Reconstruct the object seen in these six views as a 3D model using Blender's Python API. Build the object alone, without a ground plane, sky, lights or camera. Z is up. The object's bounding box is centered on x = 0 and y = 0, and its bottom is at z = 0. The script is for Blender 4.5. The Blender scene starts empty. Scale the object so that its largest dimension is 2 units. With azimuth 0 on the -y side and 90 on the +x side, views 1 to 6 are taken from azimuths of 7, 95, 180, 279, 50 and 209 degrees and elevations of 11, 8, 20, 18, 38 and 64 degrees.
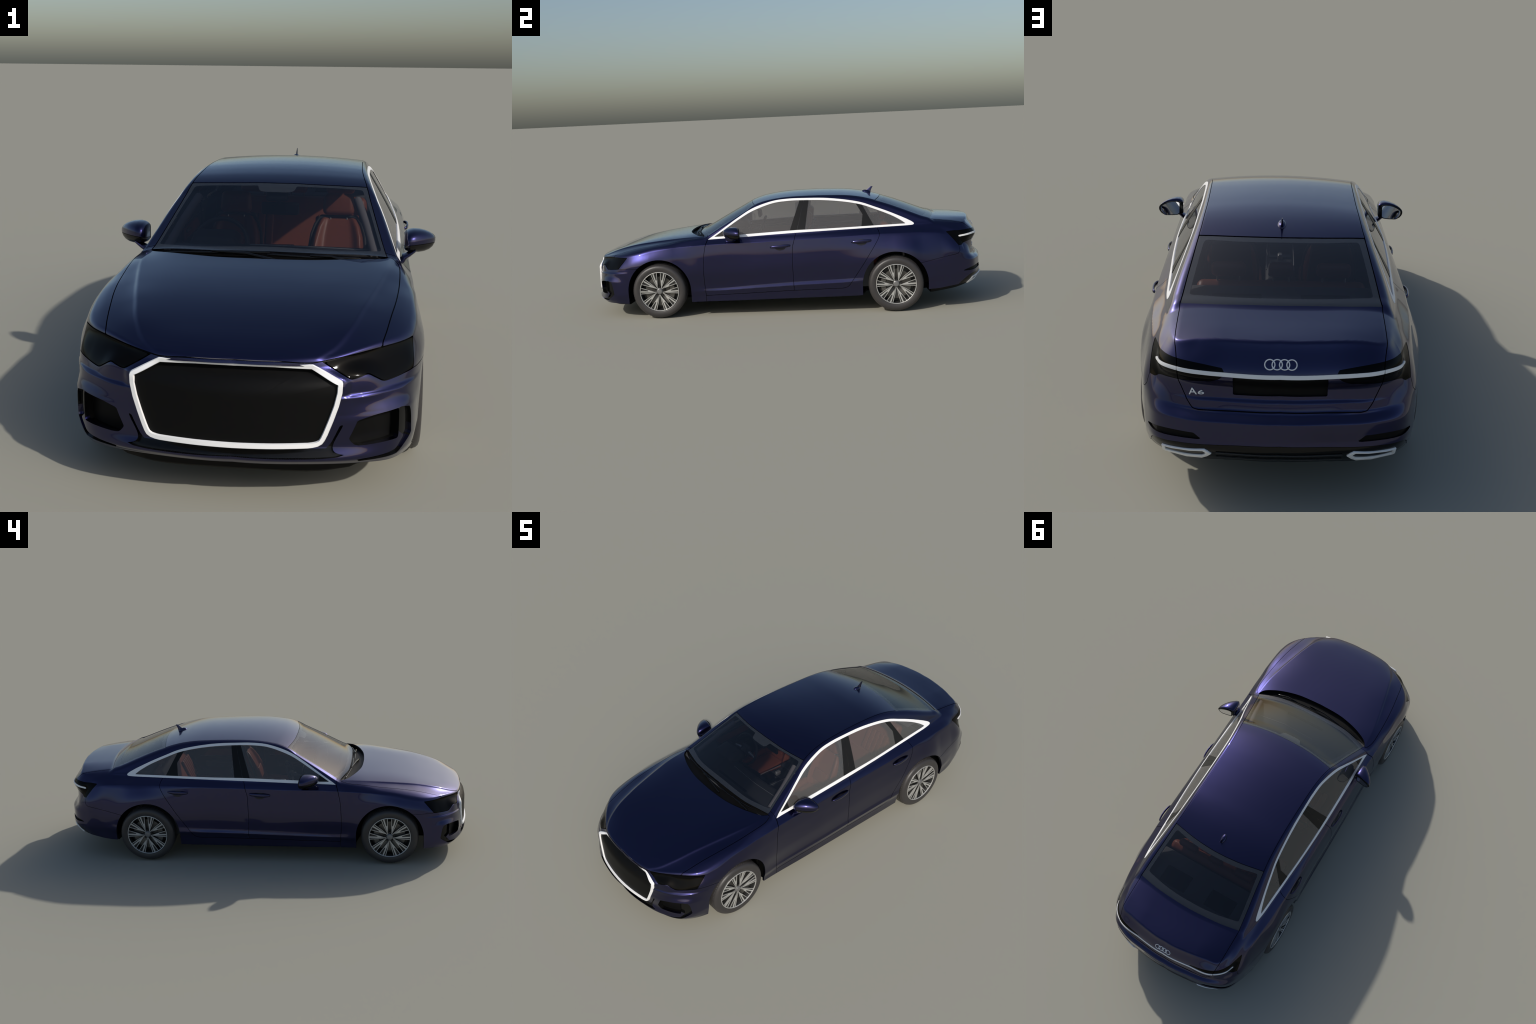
import bpy, bmesh, math
import numpy as np
from mathutils import Vector, Matrix

# =====================================================================
#  A dark blue saloon car.  Front = -y, right-hand drive, metres, z up.
#  The painted skin is one smooth implicit surface (side shell, bonnet /
#  boot deck, greenhouse) sampled by rays on a fine grid and then cut
#  along panel lines into bonnet, doors, bumpers, glass, lamps ...
# =====================================================================

# ---------------------------------------------------------------- splines
def pchip(xk, yk, xq):
    """monotone cubic through (xk, yk); xk ascending; linear beyond the ends"""
    xk = np.asarray(xk, float); yk = np.asarray(yk, float); xq = np.asarray(xq, float)
    h = np.diff(xk); d = np.diff(yk) / h
    m = np.zeros_like(yk)
    if len(xk) == 2:
        m[:] = d[0]
    else:
        w1 = 2 * h[1:] + h[:-1]; w2 = h[1:] + 2 * h[:-1]
        ok = d[:-1] * d[1:] > 0
        with np.errstate(divide='ignore', invalid='ignore'):
            hm = (w1 + w2) / (w1 / d[:-1] + w2 / d[1:])
        m[1:-1] = np.where(ok, hm, 0)
        m[0] = d[0]; m[-1] = d[-1]
    i = np.clip(np.searchsorted(xk, xq) - 1, 0, len(xk) - 2)
    t = (xq - xk[i]) / h[i]
    tc = np.clip(t, 0, 1)
    h00 = 2 * tc**3 - 3 * tc**2 + 1; h10 = tc**3 - 2 * tc**2 + tc
    h01 = -2 * tc**3 + 3 * tc**2; h11 = tc**3 - tc**2
    y = h00 * yk[i] + h10 * h[i] * m[i] + h01 * yk[i + 1] + h11 * h[i] * m[i + 1]
    y = y + np.where(t < 0, t * h[i] * m[0], 0) + np.where(t > 1, (t - 1) * h[i] * m[-1], 0)
    return y

def natural(xk, yk, xq):
    """Catmull-Rom style C1 cubic (no flattening at extremes)"""
    xk = np.asarray(xk, float); yk = np.asarray(yk, float); xq = np.asarray(xq, float)
    h = np.diff(xk); d = np.diff(yk) / h
    m = np.empty_like(yk); m[0] = d[0]; m[-1] = d[-1]
    if len(xk) > 2:
        m[1:-1] = (d[:-1] * h[1:] + d[1:] * h[:-1]) / (h[1:] + h[:-1])
    i = np.clip(np.searchsorted(xk, xq) - 1, 0, len(xk) - 2)
    t = (xq - xk[i]) / h[i]; tc = np.clip(t, 0, 1)
    y = ((2 * tc**3 - 3 * tc**2 + 1) * yk[i] + (tc**3 - 2 * tc**2 + tc) * h[i] * m[i]
         + (-2 * tc**3 + 3 * tc**2) * yk[i + 1] + (tc**3 - tc**2) * h[i] * m[i + 1])
    return y + np.where(t < 0, t * h[i] * m[0], 0) + np.where(t > 1, (t - 1) * h[i] * m[-1], 0)

def smax(a, b, k):
    h = np.clip(0.5 + 0.5 * (a - b) / k, 0, 1)
    return b + (a - b) * h + k * h * (1 - h)

def smin(a, b, k):
    return -smax(-a, -b, k)

class Table:
    """smooth lookup on a regular grid (Catmull-Rom in both directions)"""
    def __init__(self, u0, u1, v0, v1, data):
        self.u0, self.v0 = u0, v0
        self.nu, self.nv = data.shape
        self.du = (u1 - u0) / (self.nu - 1); self.dv = (v1 - v0) / (self.nv - 1)
        self.d = data
    @staticmethod
    def _w(t):
        return (((-0.5 * t + 1) * t - 0.5) * t, (1.5 * t - 2.5) * t * t + 1,
                ((-1.5 * t + 2) * t + 0.5) * t, (0.5 * t - 0.5) * t * t)
    def __call__(self, u, v):
        a = np.clip((u - self.u0) / self.du, 0, self.nu - 1.001)
        b = np.clip((v - self.v0) / self.dv, 0, self.nv - 1.001)
        i = a.astype(int); j = b.astype(int)
        wu = self._w(a - i); wv = self._w(b - j)
        r = 0
        for k in range(4):
            ii = np.clip(i + k - 1, 0, self.nu - 1)
            row = 0
            for l in range(4):
                jj = np.clip(j + l - 1, 0, self.nv - 1)
                row = row + wv[l] * self.d[ii, jj]
            r = r + wu[k] * row
        return r

# ------------------------------------------------ wrap coordinate of the side shell
YA, YB = -0.55, 0.55            # pivots of the front and rear fans
FAN = 0.40                      # nominal radius that turns angle into length

def wrap(x, y):
    """(s, rho): s runs nose -> flank -> tail, rho is the outward distance"""
    x = np.asarray(x, float); y = np.asarray(y, float)
    pf = np.arctan2(x, YA - y); rf = np.hypot(x, y - YA)
    pr = np.arctan2(x, y - YB); rr = np.hypot(x, y - YB)
    front = y < YA; rear = y > YB
    s = np.where(front, (pf - math.pi / 2) * FAN + YA, np.where(rear, YB + (math.pi / 2 - pr) * FAN, y))
    rho = np.where(front, rf, np.where(rear, rr, x))
    return s, rho

S0, S1 = YA - math.pi / 2 * FAN, YB + math.pi / 2 * FAN

# Feature lines of the flank, nose centre -> tail centre, from the sill up.
FLANK = {
 'lower_edge': [(0, -0.984, 0.086), (0.15, -0.9737, 0.086), (0.25, -0.9435, 0.083), (0.315, -0.9017, 0.078), (0.348, -0.848, 0.077),
        (0.364, -0.791, 0.0755), (0.366, -0.68, 0.073), (0.366, -0.55, 0.072), (0.363, -0.46, 0.0748), (0.364, -0.2,
        0.077), (0.364, 0.1, 0.08), (0.363, 0.392, 0.0834), (0.364, 0.55, 0.092), (0.363, 0.7195, 0.1035), (0.357,
        0.772, 0.107), (0.345, 0.825, 0.114), (0.325, 0.875, 0.119), (0.3, 0.905, 0.12), (0.23, 0.935, 0.112), (0.12,
        0.95, 0.113), (0, 0.955, 0.112)],
 'sill_top': [(0, -0.994, 0.099), (0.15, -0.9852, 0.099), (0.25, -0.9561, 0.098), (0.325, -0.9068, 0.096), (0.355, -0.857, 0.099),
        (0.3685, -0.79, 0.1), (0.372, -0.68, 0.1), (0.371, -0.55, 0.1), (0.3655, -0.46, 0.1), (0.3643, -0.393,
        0.1068), (0.3665, -0.1, 0.114), (0.3672, 0.05, 0.121), (0.3688, 0.318, 0.1276), (0.37, 0.45, 0.128), (0.37,
        0.58, 0.13), (0.367, 0.7195, 0.138), (0.355, 0.79, 0.14), (0.337, 0.868, 0.142), (0.308, 0.919, 0.142),
        (0.242, 0.956, 0.138), (0.12, 0.975, 0.138), (0, 0.98, 0.138)],
 'blade': [(0, -0.98, 0.125), (0.15, -0.974, 0.125), (0.25, -0.95, 0.126), (0.328, -0.906, 0.126), (0.357, -0.863, 0.124),
        (0.371, -0.8, 0.127), (0.379, -0.7, 0.132), (0.378, -0.55, 0.133), (0.371, -0.44, 0.13), (0.368, -0.394,
        0.1295), (0.3725, -0.1, 0.139), (0.3745, 0.05, 0.145), (0.3766, 0.338, 0.1527), (0.379, 0.45, 0.156), (0.381,
        0.58, 0.16), (0.38, 0.65, 0.163), (0.3715, 0.72, 0.168), (0.356, 0.8, 0.17), (0.339, 0.873, 0.172), (0.308,
        0.9345, 0.172), (0.242, 0.972, 0.17), (0.12, 0.994, 0.168), (0, 1, 0.167)],
 'blade_top': [(0, -0.984, 0.17), (0.15, -0.978, 0.17), (0.24, -0.957, 0.172), (0.31, -0.923, 0.182), (0.351, -0.88, 0.187), (0.37,
        -0.81, 0.178), (0.381, -0.7, 0.17), (0.38, -0.55, 0.165), (0.371, -0.44, 0.15), (0.3665, -0.394, 0.146),
        (0.369, -0.1, 0.158), (0.37, 0.05, 0.165), (0.3715, 0.3, 0.172), (0.377, 0.42, 0.18), (0.382, 0.56, 0.19),
        (0.382, 0.64, 0.19), (0.374, 0.7, 0.188), (0.357, 0.8, 0.196), (0.339, 0.873, 0.198), (0.307, 0.9325, 0.197),
        (0.242, 0.969, 0.195), (0.12, 0.99, 0.194), (0, 0.996, 0.194)],
 'mid': [(0, -0.986, 0.205), (0.15, -0.976, 0.205), (0.23, -0.953, 0.212), (0.3, -0.9145, 0.213), (0.341, -0.874, 0.213),
        (0.366, -0.82, 0.212), (0.382, -0.72, 0.215), (0.383, -0.56, 0.22), (0.377, -0.46, 0.225), (0.3715, -0.394,
        0.225), (0.3715, -0.1, 0.23), (0.3715, 0.05, 0.235), (0.3725, 0.3, 0.242), (0.378, 0.42, 0.248), (0.3845,
        0.56, 0.25), (0.3842, 0.64, 0.238), (0.3745, 0.7, 0.222), (0.359, 0.79, 0.222), (0.34, 0.87, 0.229), (0.308,
        0.931, 0.233), (0.242, 0.968, 0.236), (0.12, 0.991, 0.238), (0, 0.998, 0.239)],
 'upper': [(0, -0.982, 0.255), (0.12, -0.97, 0.256), (0.2, -0.955, 0.259), (0.2642, -0.9285, 0.259), (0.294, -0.9045, 0.249),
        (0.33, -0.868, 0.25), (0.357, -0.833, 0.253), (0.372, -0.79, 0.256), (0.382, -0.74, 0.262), (0.3825, -0.62,
        0.29), (0.374, -0.48, 0.294), (0.369, -0.394, 0.296), (0.368, -0.1, 0.3), (0.368, 0.05, 0.304), (0.369, 0.3,
        0.31), (0.374, 0.45, 0.31), (0.38, 0.56, 0.308), (0.38, 0.64, 0.293), (0.372, 0.69, 0.275), (0.357, 0.78,
        0.272), (0.34, 0.868, 0.272), (0.304, 0.917, 0.268), (0.242, 0.942, 0.266), (0.12, 0.961, 0.266), (0, 0.9675,
        0.266)],
 'shoulder': [(0, -0.9735, 0.288), (0.1, -0.9695, 0.288), (0.17, -0.953, 0.291), (0.24, -0.91, 0.297), (0.293, -0.868, 0.304),
        (0.33, -0.83, 0.307), (0.3555, -0.787, 0.309), (0.364, -0.73, 0.328), (0.3665, -0.65, 0.342), (0.366, -0.55,
        0.352), (0.364, -0.45, 0.358), (0.362, -0.394, 0.361), (0.3615, -0.1, 0.367), (0.3605, 0.05, 0.371), (0.3595,
        0.3, 0.379), (0.3585, 0.45, 0.385), (0.354, 0.58, 0.386), (0.344, 0.7, 0.384), (0.331, 0.79, 0.372), (0.3195,
        0.856, 0.345), (0.2965, 0.897, 0.328), (0.251, 0.932, 0.32), (0.12, 0.953, 0.314), (0, 0.96, 0.313)],
 'crest': [(0, -0.967, 0.312), (0.1, -0.963, 0.312), (0.17, -0.946, 0.312), (0.24, -0.908, 0.317), (0.293, -0.863, 0.325),
        (0.329, -0.824, 0.33), (0.351, -0.775, 0.333), (0.357, -0.71, 0.35), (0.36, -0.65, 0.361), (0.351, -0.55,
        0.372), (0.347, -0.45, 0.377), (0.342, -0.394, 0.379), (0.3455, -0.1, 0.391), (0.346, 0.05, 0.396), (0.3405,
        0.3, 0.404), (0.332, 0.45, 0.409), (0.324, 0.58, 0.412), (0.316, 0.7, 0.406), (0.311, 0.78, 0.4), (0.3075,
        0.85, 0.383), (0.3025, 0.8915, 0.362), (0.252, 0.9485, 0.36), (0.134, 0.97, 0.352), (0, 0.979, 0.35)],
 'deck': [(0, -0.962, 0.335), (0.1, -0.952, 0.335), (0.17, -0.93, 0.335), (0.24, -0.894, 0.338), (0.29, -0.848, 0.346), (0.322,
        -0.805, 0.353), (0.34, -0.755, 0.358), (0.348, -0.69, 0.37), (0.35, -0.64, 0.38), (0.341, -0.55, 0.388),
        (0.339, -0.45, 0.391), (0.331, -0.38, 0.391), (0.3365, -0.1, 0.402), (0.3385, 0.05, 0.408), (0.326, 0.3,
        0.416), (0.314, 0.45, 0.421), (0.307, 0.58, 0.426), (0.298, 0.7, 0.428), (0.287, 0.8, 0.424), (0.278, 0.863,
        0.412), (0.2585, 0.898, 0.417), (0.2, 0.922, 0.42), (0.12, 0.937, 0.425), (0, 0.946, 0.426)],
}

# half outline of the grille frame (x, z), top centre to bottom centre
GR_HALF = [(0, .2922), (.08, .2918), (.1550, .2892), (.1568, .2885), (.2110, .2598), (.2140, .2572), (.2153, .2530), (.2145, .2350), (.2085, .2080), (.1985, .1780), (.1880, .1500), (.1830, .1390), (.1780, .1315), (.1700, .1268), (.1600, .1245), (.1500, .1235), (.08, .1225), (0, .1220)]

def build_shell_table():
    ns, nz = 700, 460
    s = np.linspace(S0, S1, ns); zq = np.linspace(0.02, 0.48, nz)
    zl, rl = [], []
    for pts in FLANK.values():
        P = np.array(pts, float)
        sk, rk = wrap(P[:, 0], P[:, 1])
        zl.append(natural(sk, P[:, 2], s)); rl.append(natural(sk, rk, s))
    Z = np.array(zl); R = np.array(rl)              # lines x stations
    out = np.empty((ns, nz))
    for i in range(ns):
        zi = np.maximum.accumulate(Z[:, i] + np.arange(len(Z)) * 1e-5)
        smooth = pchip(zi, R[:, i], zq)
        # the shoulder crease and the sill blade are sharp along the flank
        w6 = np.interp(s[i], [-.80, -.70, .70, .82], [0, 1, 1, 0]); w2 = np.interp(s[i], [-.43, -.38, .30, .345], [0, 1, 1, 0])
        sharp = np.where(zq < zi[6], pchip(zi[:7], R[:7, i], zq), pchip(zi[6:], R[6:, i], zq))
        smooth = smooth + w6 * (sharp - smooth)
        low = pchip(zi[:3], R[:3, i], zq); up = pchip(zi[2:7], R[2:7, i], zq)
        blade = np.where(zq < zi[2], low, up)
        out[i] = np.where(zq < zi[5], smooth + w2 * (blade - smooth), smooth)
        # shelf pressed into the front bumper below the headlamp
        t = (s[i] - S0) / FAN                                    # angle from the nose
        wf = np.interp(t, [.30, .45, .82, 1.02], [0, 1, 1, 0])
        if wf > 0:
            z1 = np.interp(t, [.45, 1.1], [.2235, .2375])
            step = np.clip((z1 + .004 - zq) / .007, 0, 1); step = step * step * (3 - 2 * step)
            out[i] += wf * .0042 * step * np.clip((zq - (z1 - .036)) / .032, 0, 1)
        # lip along the lower edge of the boot lid
        wr = np.interp((S1 - s[i]) / FAN, [.45, .62], [1, 0])
        if wr > 0:
            step = np.clip((.2905 - zq) / .008, 0, 1); step = step * step * (3 - 2 * step)
            out[i] += wr * .0045 * step * np.clip((zq - .2560) / .004, 0, 1)
    # the bumper skin flares out to meet the grille frame
    ph = (s - S0) / FAN
    k = ph < .8
    X = out[k] * np.sin(ph[k])[:, None]; Zq = np.broadcast_to(zq, X.shape)
    A = np.array(GR_HALF)
    edge = pchip(A[::-1][:, 1][1:-2], A[::-1][:, 0][1:-2], zq)        # frame half-width at each height
    t = np.clip(1 - (X - edge[None, :]) / .020, 0, 1); t = t * t * (3 - 2 * t)
    fade = np.interp(zq, [.215, .245, .262, .284], [0, 1, 1, 0])
    out[k] += .0065 * t * fade[None, :]
    return Table(S0, S1, 0.02, 0.48, out)

SHELL = build_shell_table()

# ------------------------------------------------ bonnet and boot deck heights z(x, y)
def xline(rows, y):
    """rows: list of (y, x, z) -> x(y), z(y)"""
    A = np.array(rows, float)
    return natural(A[:, 0], A[:, 1], y), natural(A[:, 0], A[:, 2], y)

BONNET = [
 [(-1.02, 0, .278), (-.97, 0, .2990), (-.95, 0, .3085), (-.92, 0, .3205), (-.8635, 0, .3390), (-.7638, 0, .3650), (-.6597, 0, .3840), (-.58, 0, .3950), (-.505, 0, .4032), (-.40, 0, .416), (-.2, 0, .43)],
 [(-1.02, .08, .276), (-.968, .08, .2985), (-.95, .08, .3075), (-.92, .09, .3200), (-.8635, .10, .3385), (-.7638, .11, .3645), (-.6597, .13, .3835), (-.58, .14, .3940), (-.505, .15, .4018), (-.40, .16, .413), (-.2, .16, .425)],
 [(-1.02, .14, .272), (-.985, .147, .2880), (-.959, .156, .2985), (-.92, .190, .3130), (-.8635, .218, .3348), (-.7638, .246, .3608), (-.6597, .270, .3765), (-.58, .286, .3860), (-.505, .298, .3935), (-.40, .306, .3985), (-.2, .32, .405)],
 [(-1.02, .155, .267), (-.985, .161, .2830), (-.959, .168, .2940), (-.92, .203, .3075), (-.8635, .231, .3292), (-.7638, .259, .3548), (-.6597, .282, .3703), (-.58, .297, .3805), (-.505, .309, .3895), (-.40, .314, .3960), (-.2, .327, .403)],
 [(-1.02, .24, .258), (-.985, .25, .272), (-.959, .262, .286), (-.92, .28, .2978), (-.867, .300, .3118), (-.7638, .325, .3392), (-.6597, .336, .3590), (-.58, .339, .3685), (-.505, .340, .3785), (-.40, .338, .3880), (-.2, .34, .397)],
 [(-1.02, .34, .21), (-.985, .35, .23), (-.959, .36, .245), (-.92, .37, .26), (-.867, .385, .275), (-.7638, .395, .304), (-.6597, .395, .330), (-.58, .395, .342), (-.505, .395, .350), (-.40, .395, .36), (-.2, .395, .37)],
]
BOOT = [
 [(.50, 0, .487), (.60, 0, .471), (.70, 0, .4575), (.7675, 0, .4505), (.83, 0, .4450), (.88, 0, .4415), (.915, 0, .4390), (.95, 0, .4355), (.99, 0, .431)],
 [(.50, .14, .482), (.60, .14, .467), (.70, .14, .455), (.765, .14, .4485), (.83, .14, .4430), (.875, .14, .4395), (.905, .14, .4365), (.94, .14, .4325), (.99, .14, .426)],
 [(.50, .25, .46), (.60, .25, .455), (.70, .25, .4465), (.7355, .25, .4420), (.80, .25, .4350), (.85, .25, .4285), (.876, .25, .4240), (.91, .25, .4170), (.99, .25, .398)],
 [(.50, .30, .430), (.60, .30, .428), (.70, .30, .424), (.7355, .30, .4210), (.80, .30, .4120), (.84, .30, .4045), (.87, .30, .398), (.91, .30, .389), (.99, .30, .37)],
 [(.50, .36, .39), (.60, .36, .385), (.70, .36, .375), (.7355, .36, .37), (.80, .36, .36), (.83, .36, .355), (.87, .36, .348), (.91, .36, .34), (.99, .36, .32)],
]

def build_deck_table(rows, y0, y1):
    ny, nx = 300, 160
    y = np.linspace(y0, y1, ny); xq = np.linspace(0, 0.42, nx)
    X, Z = zip(*[xline(r, y) for r in rows])
    X, Z = np.array(X), np.array(Z)
    out = np.empty((ny, nx))
    for i in range(ny):
        xs = np.concatenate([-X[1:2, i], X[:, i]]); zs = np.concatenate([Z[1:2, i], Z[:, i]])
        out[i] = pchip(xs, zs, xq)
    return Table(y0, y1, 0, 0.42, out)

BONNET_T = build_deck_table(BONNET, -1.02, -0.2)
BOOT_T = build_deck_table(BOOT, 0.5, 0.99)

def deck(x, y):
    f = BONNET_T(y, x); r = BOOT_T(y, x)
    t = np.clip((y + 0.2) / 0.7, 0, 1); t = t * t * (3 - 2 * t)
    return f * (1 - t) + r * t

# ------------------------------------------------ greenhouse
ROOF_Y = [-.70, -.58, -.51, -.455, -.40, -.306, -.23, -.17, -.12, -.068, 0, .06, .135, .238, .316, .394, .471, .548, .6245, .7265, .7675, .80, .85, .95]
ROOF_Z = [.10, .26, .355, .398, .428, .4790, .5190, .5500, .5665, .5765, .5845, .5878, .5890, .5877, .5842, .5748, .5582, .5350, .5075, .4680, .4530, .425, .34, .10]

def roof(x, y):
    # windscreen, roof and backlight: a crowned sweep, bowed forward / backward in plan
    bow = np.where(y < 0, -1.0, 0.0)
    yf = y - 0.50 * x * x * np.clip(-(y - 0.02) / 0.20, 0, 1)          # glass wraps back at the pillars
    yf = yf + 0.42 * x * x * np.clip((y - 0.33) / 0.15, 0, 1)
    z = natural(ROOF_Y, ROOF_Z, yf)
    k = pchip([-.6, -.2, 0, .25, .5, .8], [.10, .15, .22, .24, .18, .12], y)
    return z - k * x * x

# flank of the greenhouse: half width at belt height and at the gutter
def cabin_side(y, z):
    xb = natural([-.55, -.3726, -.2, .0732, .25, .4643, .6531, .80, .95], [.345, .3310, .3352, .3380, .3320, .3180, .3020, .284, .255], y)
    zb = natural([-.55, -.3726, .0732, .4643, .6531, .80, .95], [.376, .3862, .4049, .4153, .4242, .424, .42], y)
    # inward lean per metre of height, grows a little towards the gutter
    lean = natural([-.55, -.3726, -.1415, .1136, .397, .6531, .8, .95], [.46, .47, .51, .54, .52, .52, .5, .5], y)
    h = z - zb
    return xb - np.where(h > 0, lean * h + 0.35 * h * h, 0.3 * h * h * 8)

def body_field(P):
    x, y, z = np.abs(P[:, 0]), P[:, 1], P[:, 2]
    s, rho = wrap(x, y)
    shell = rho - SHELL(s, z)
    dk = (z - deck(x, y)) * 0.9
    kd = np.interp(y, [-1, -.9, -.75, -.4, .6, .75, .87, 1], [.005, .006, .010, .010, .018, .016, .005, .005])
    lower = smax(shell, dk, kd)
    g1 = (x - cabin_side(y, z)) * 0.87
    g2 = (z - roof(x, y)) * 0.87
    green = smax(g1, g2, np.interp(y, [-.5, -.2, 0, .3, .5, .8], [.004, .006, .010, .012, .014, .014]))
    kk = np.interp(y, [-.5, -.38, -.2, .4, .6, .75], [.004, .006, .008, .008, .012, .006])
    return smin(lower, green, kk)

def grad(P, e=0.0012):
    g = np.empty_like(P)
    for a in range(3):
        d = np.zeros(3); d[a] = e
        g[:, a] = body_field(P + d) - body_field(P - d)
    n = np.linalg.norm(g, axis=1, keepdims=True)
    return g / np.maximum(n, 1e-9)

def sample_skin(nf=170, nm=330, nr=170, nt=270):
    Z0 = 0.22
    psi = np.concatenate([np.linspace(0, 90, nf, endpoint=False), np.full(nm, 90.0), np.linspace(90, 180, nr + 1)[1:]])
    yo = np.concatenate([np.full(nf, YA), np.linspace(YA, YB, nm), np.full(nr, YB)])
    th = np.radians(np.linspace(-36, 90, nt))
    p = np.radians(psi)
    hx, hy = np.sin(p), -np.cos(p)
    hx[0] = 0; hx[-1] = 0
    O = np.stack([np.zeros_like(yo), yo, np.full_like(yo, Z0)], 1)
    ct, st = np.cos(th), np.sin(th); ct[-1] = 0; st[-1] = 1
    D = np.stack([hx[:, None] * ct, hy[:, None] * ct, np.broadcast_to(st, (len(p), nt))], 2)
    O = np.broadcast_to(O[:, None, :], D.shape).reshape(-1, 3); D = D.reshape(-1, 3)
    lo = np.full(len(D), 0.05); hi = np.full(len(D), 0.75)
    for _ in range(17):
        m = 0.5 * (lo + hi)
        f = body_field(O + D * m[:, None])
        neg = f < 0
        lo = np.where(neg, m, lo); hi = np.where(neg, hi, m)
    V = O + D * (0.5 * (lo + hi))[:, None]
    N = grad(V)
    n0, n1 = len(p), nt
    idx = np.arange(n0 * n1).reshape(n0, n1)
    a, b, c, d = idx[:-1, :-1], idx[1:, :-1], idx[1:, 1:], idx[:-1, 1:]
    F = np.concatenate([np.stack([a, b, c], -1).reshape(-1, 3), np.stack([a, c, d], -1).reshape(-1, 3)])
    # weld the poles
    rep = np.arange(len(V))
    pf = idx[:nf, -1]; rep[pf] = idx[nf, -1]
    pr = idx[nf + nm:, -1]; rep[pr] = idx[nf + nm - 1, -1]
    F = rep[F]
    ok = (F[:, 0] != F[:, 1]) & (F[:, 1] != F[:, 2]) & (F[:, 0] != F[:, 2])
    return V, N, F[ok]

# ---------------------------------------------------------------- materials
def principled(name, col, rough=0.4, metal=0.0, coat=0.0, spec=0.5, coat_rough=0.03, grain=0.0, grain_scale=60.0):
    m = bpy.data.materials.new(name); m.use_nodes = True
    nt = m.node_tree; b = nt.nodes['Principled BSDF']
    b.inputs['Base Color'].default_value = (*col, 1)
    b.inputs['Roughness'].default_value = rough
    b.inputs['Metallic'].default_value = metal
    b.inputs['Coat Weight'].default_value = coat
    b.inputs['Coat Roughness'].default_value = coat_rough
    b.inputs['Specular IOR Level'].default_value = spec
    if grain > 0:
        tc = nt.nodes.new('ShaderNodeTexCoord'); no = nt.nodes.new('ShaderNodeTexNoise')
        no.inputs['Scale'].default_value = grain_scale; no.inputs['Detail'].default_value = 4
        mr = nt.nodes.new('ShaderNodeMapRange')
        mr.inputs['To Min'].default_value = 1 - grain; mr.inputs['To Max'].default_value = 1 + grain
        mx = nt.nodes.new('ShaderNodeMix'); mx.data_type = 'RGBA'; mx.blend_type = 'MULTIPLY'
        mx.inputs[0].default_value = 1; mx.inputs[6].default_value = (*col, 1)
        nt.links.new(tc.outputs['Object'], no.inputs['Vector'])
        nt.links.new(no.outputs['Fac'], mr.inputs['Value'])
        nt.links.new(mr.outputs['Result'], mx.inputs[7])
        nt.links.new(mx.outputs[2], b.inputs['Base Color'])
    return m

def glass_material(name, tint, ior=1.9, film=None, film_weight=0.0):
    """tinted pane: straight-through light, optionally a thin grey film, and Fresnel reflection"""
    m = bpy.data.materials.new(name); m.use_nodes = True
    nt = m.node_tree; nt.nodes.clear()
    out = nt.nodes.new('ShaderNodeOutputMaterial')
    tr = nt.nodes.new('ShaderNodeBsdfTransparent'); tr.inputs[0].default_value = (*tint, 1)
    gl = nt.nodes.new('ShaderNodeBsdfGlossy'); gl.inputs['Roughness'].default_value = 0.02
    gl.inputs[0].default_value = (.95, .95, .97, 1)
    fr = nt.nodes.new('ShaderNodeFresnel'); fr.inputs[0].default_value = ior
    mx = nt.nodes.new('ShaderNodeMixShader')
    base = tr
    if film:
        df = nt.nodes.new('ShaderNodeBsdfDiffuse'); df.inputs[0].default_value = (*film, 1)
        base = nt.nodes.new('ShaderNodeMixShader'); base.inputs[0].default_value = film_weight
        nt.links.new(tr.outputs[0], base.inputs[1]); nt.links.new(df.outputs[0], base.inputs[2])
    nt.links.new(fr.outputs[0], mx.inputs[0]); nt.links.new(base.outputs[0], mx.inputs[1])
    nt.links.new(gl.outputs[0], mx.inputs[2]); nt.links.new(mx.outputs[0], out.inputs[0])
    return m

PAINT = principled('blue_paint', (.0145, .0145, .072), .30, 1.0, 1.0, grain=.08, grain_scale=900, coat_rough=.015)
CHROME = principled('bright_trim', (.93, .93, .93), .30, 0)
BLACK = principled('gloss_black', (.004, .004, .004), .15, spec=.3)
SATIN = principled('satin_black', (.0045, .0045, .0045), .5, spec=.12, grain=.2, grain_scale=400)
PILLAR = principled('pillar_black', (.012, .012, .012), .35, spec=.2)
LAMP = principled('smoked_lamp', (.0022, .0022, .0022), .10, 0, 0, .09)
RUBBER = principled('tyre_rubber', (.040, .037, .037), .42, grain=.15, grain_scale=300)
ALLOY = principled('machined_alloy', (.54, .54, .52), .30, .45)
ALLOY_DARK = principled('dark_alloy', (.035, .035, .034), .38, .4)
WHEELRIM = principled('steering_leather', (.045, .047, .05), .45)
STEEL = principled('brake_steel', (.13, .125, .115), .42, .7)
LEATHER = principled('red_brown_leather', (.34, .105, .060), .42, grain=.12, grain_scale=250)  # base colour lightened to offset the light lost through the tinted glass
CABIN = principled('cabin_black', (.055, .057, .062), .55, grain=.2, grain_scale=350)  # black lifted so the dim interior reads brighter behind the windscreen
SILVER = principled('satin_silver', (.55, .55, .55), .3, .6)
MIRROR = principled('mirror_silver', (.85, .86, .88), .02, 1.0)
WOODTRIM = principled('red_trim', (.10, .028, .02), .4, grain=.3, grain_scale=120)
GLASS_F = glass_material('windscreen_glass', (.52, .52, .525), 1.68)
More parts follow.
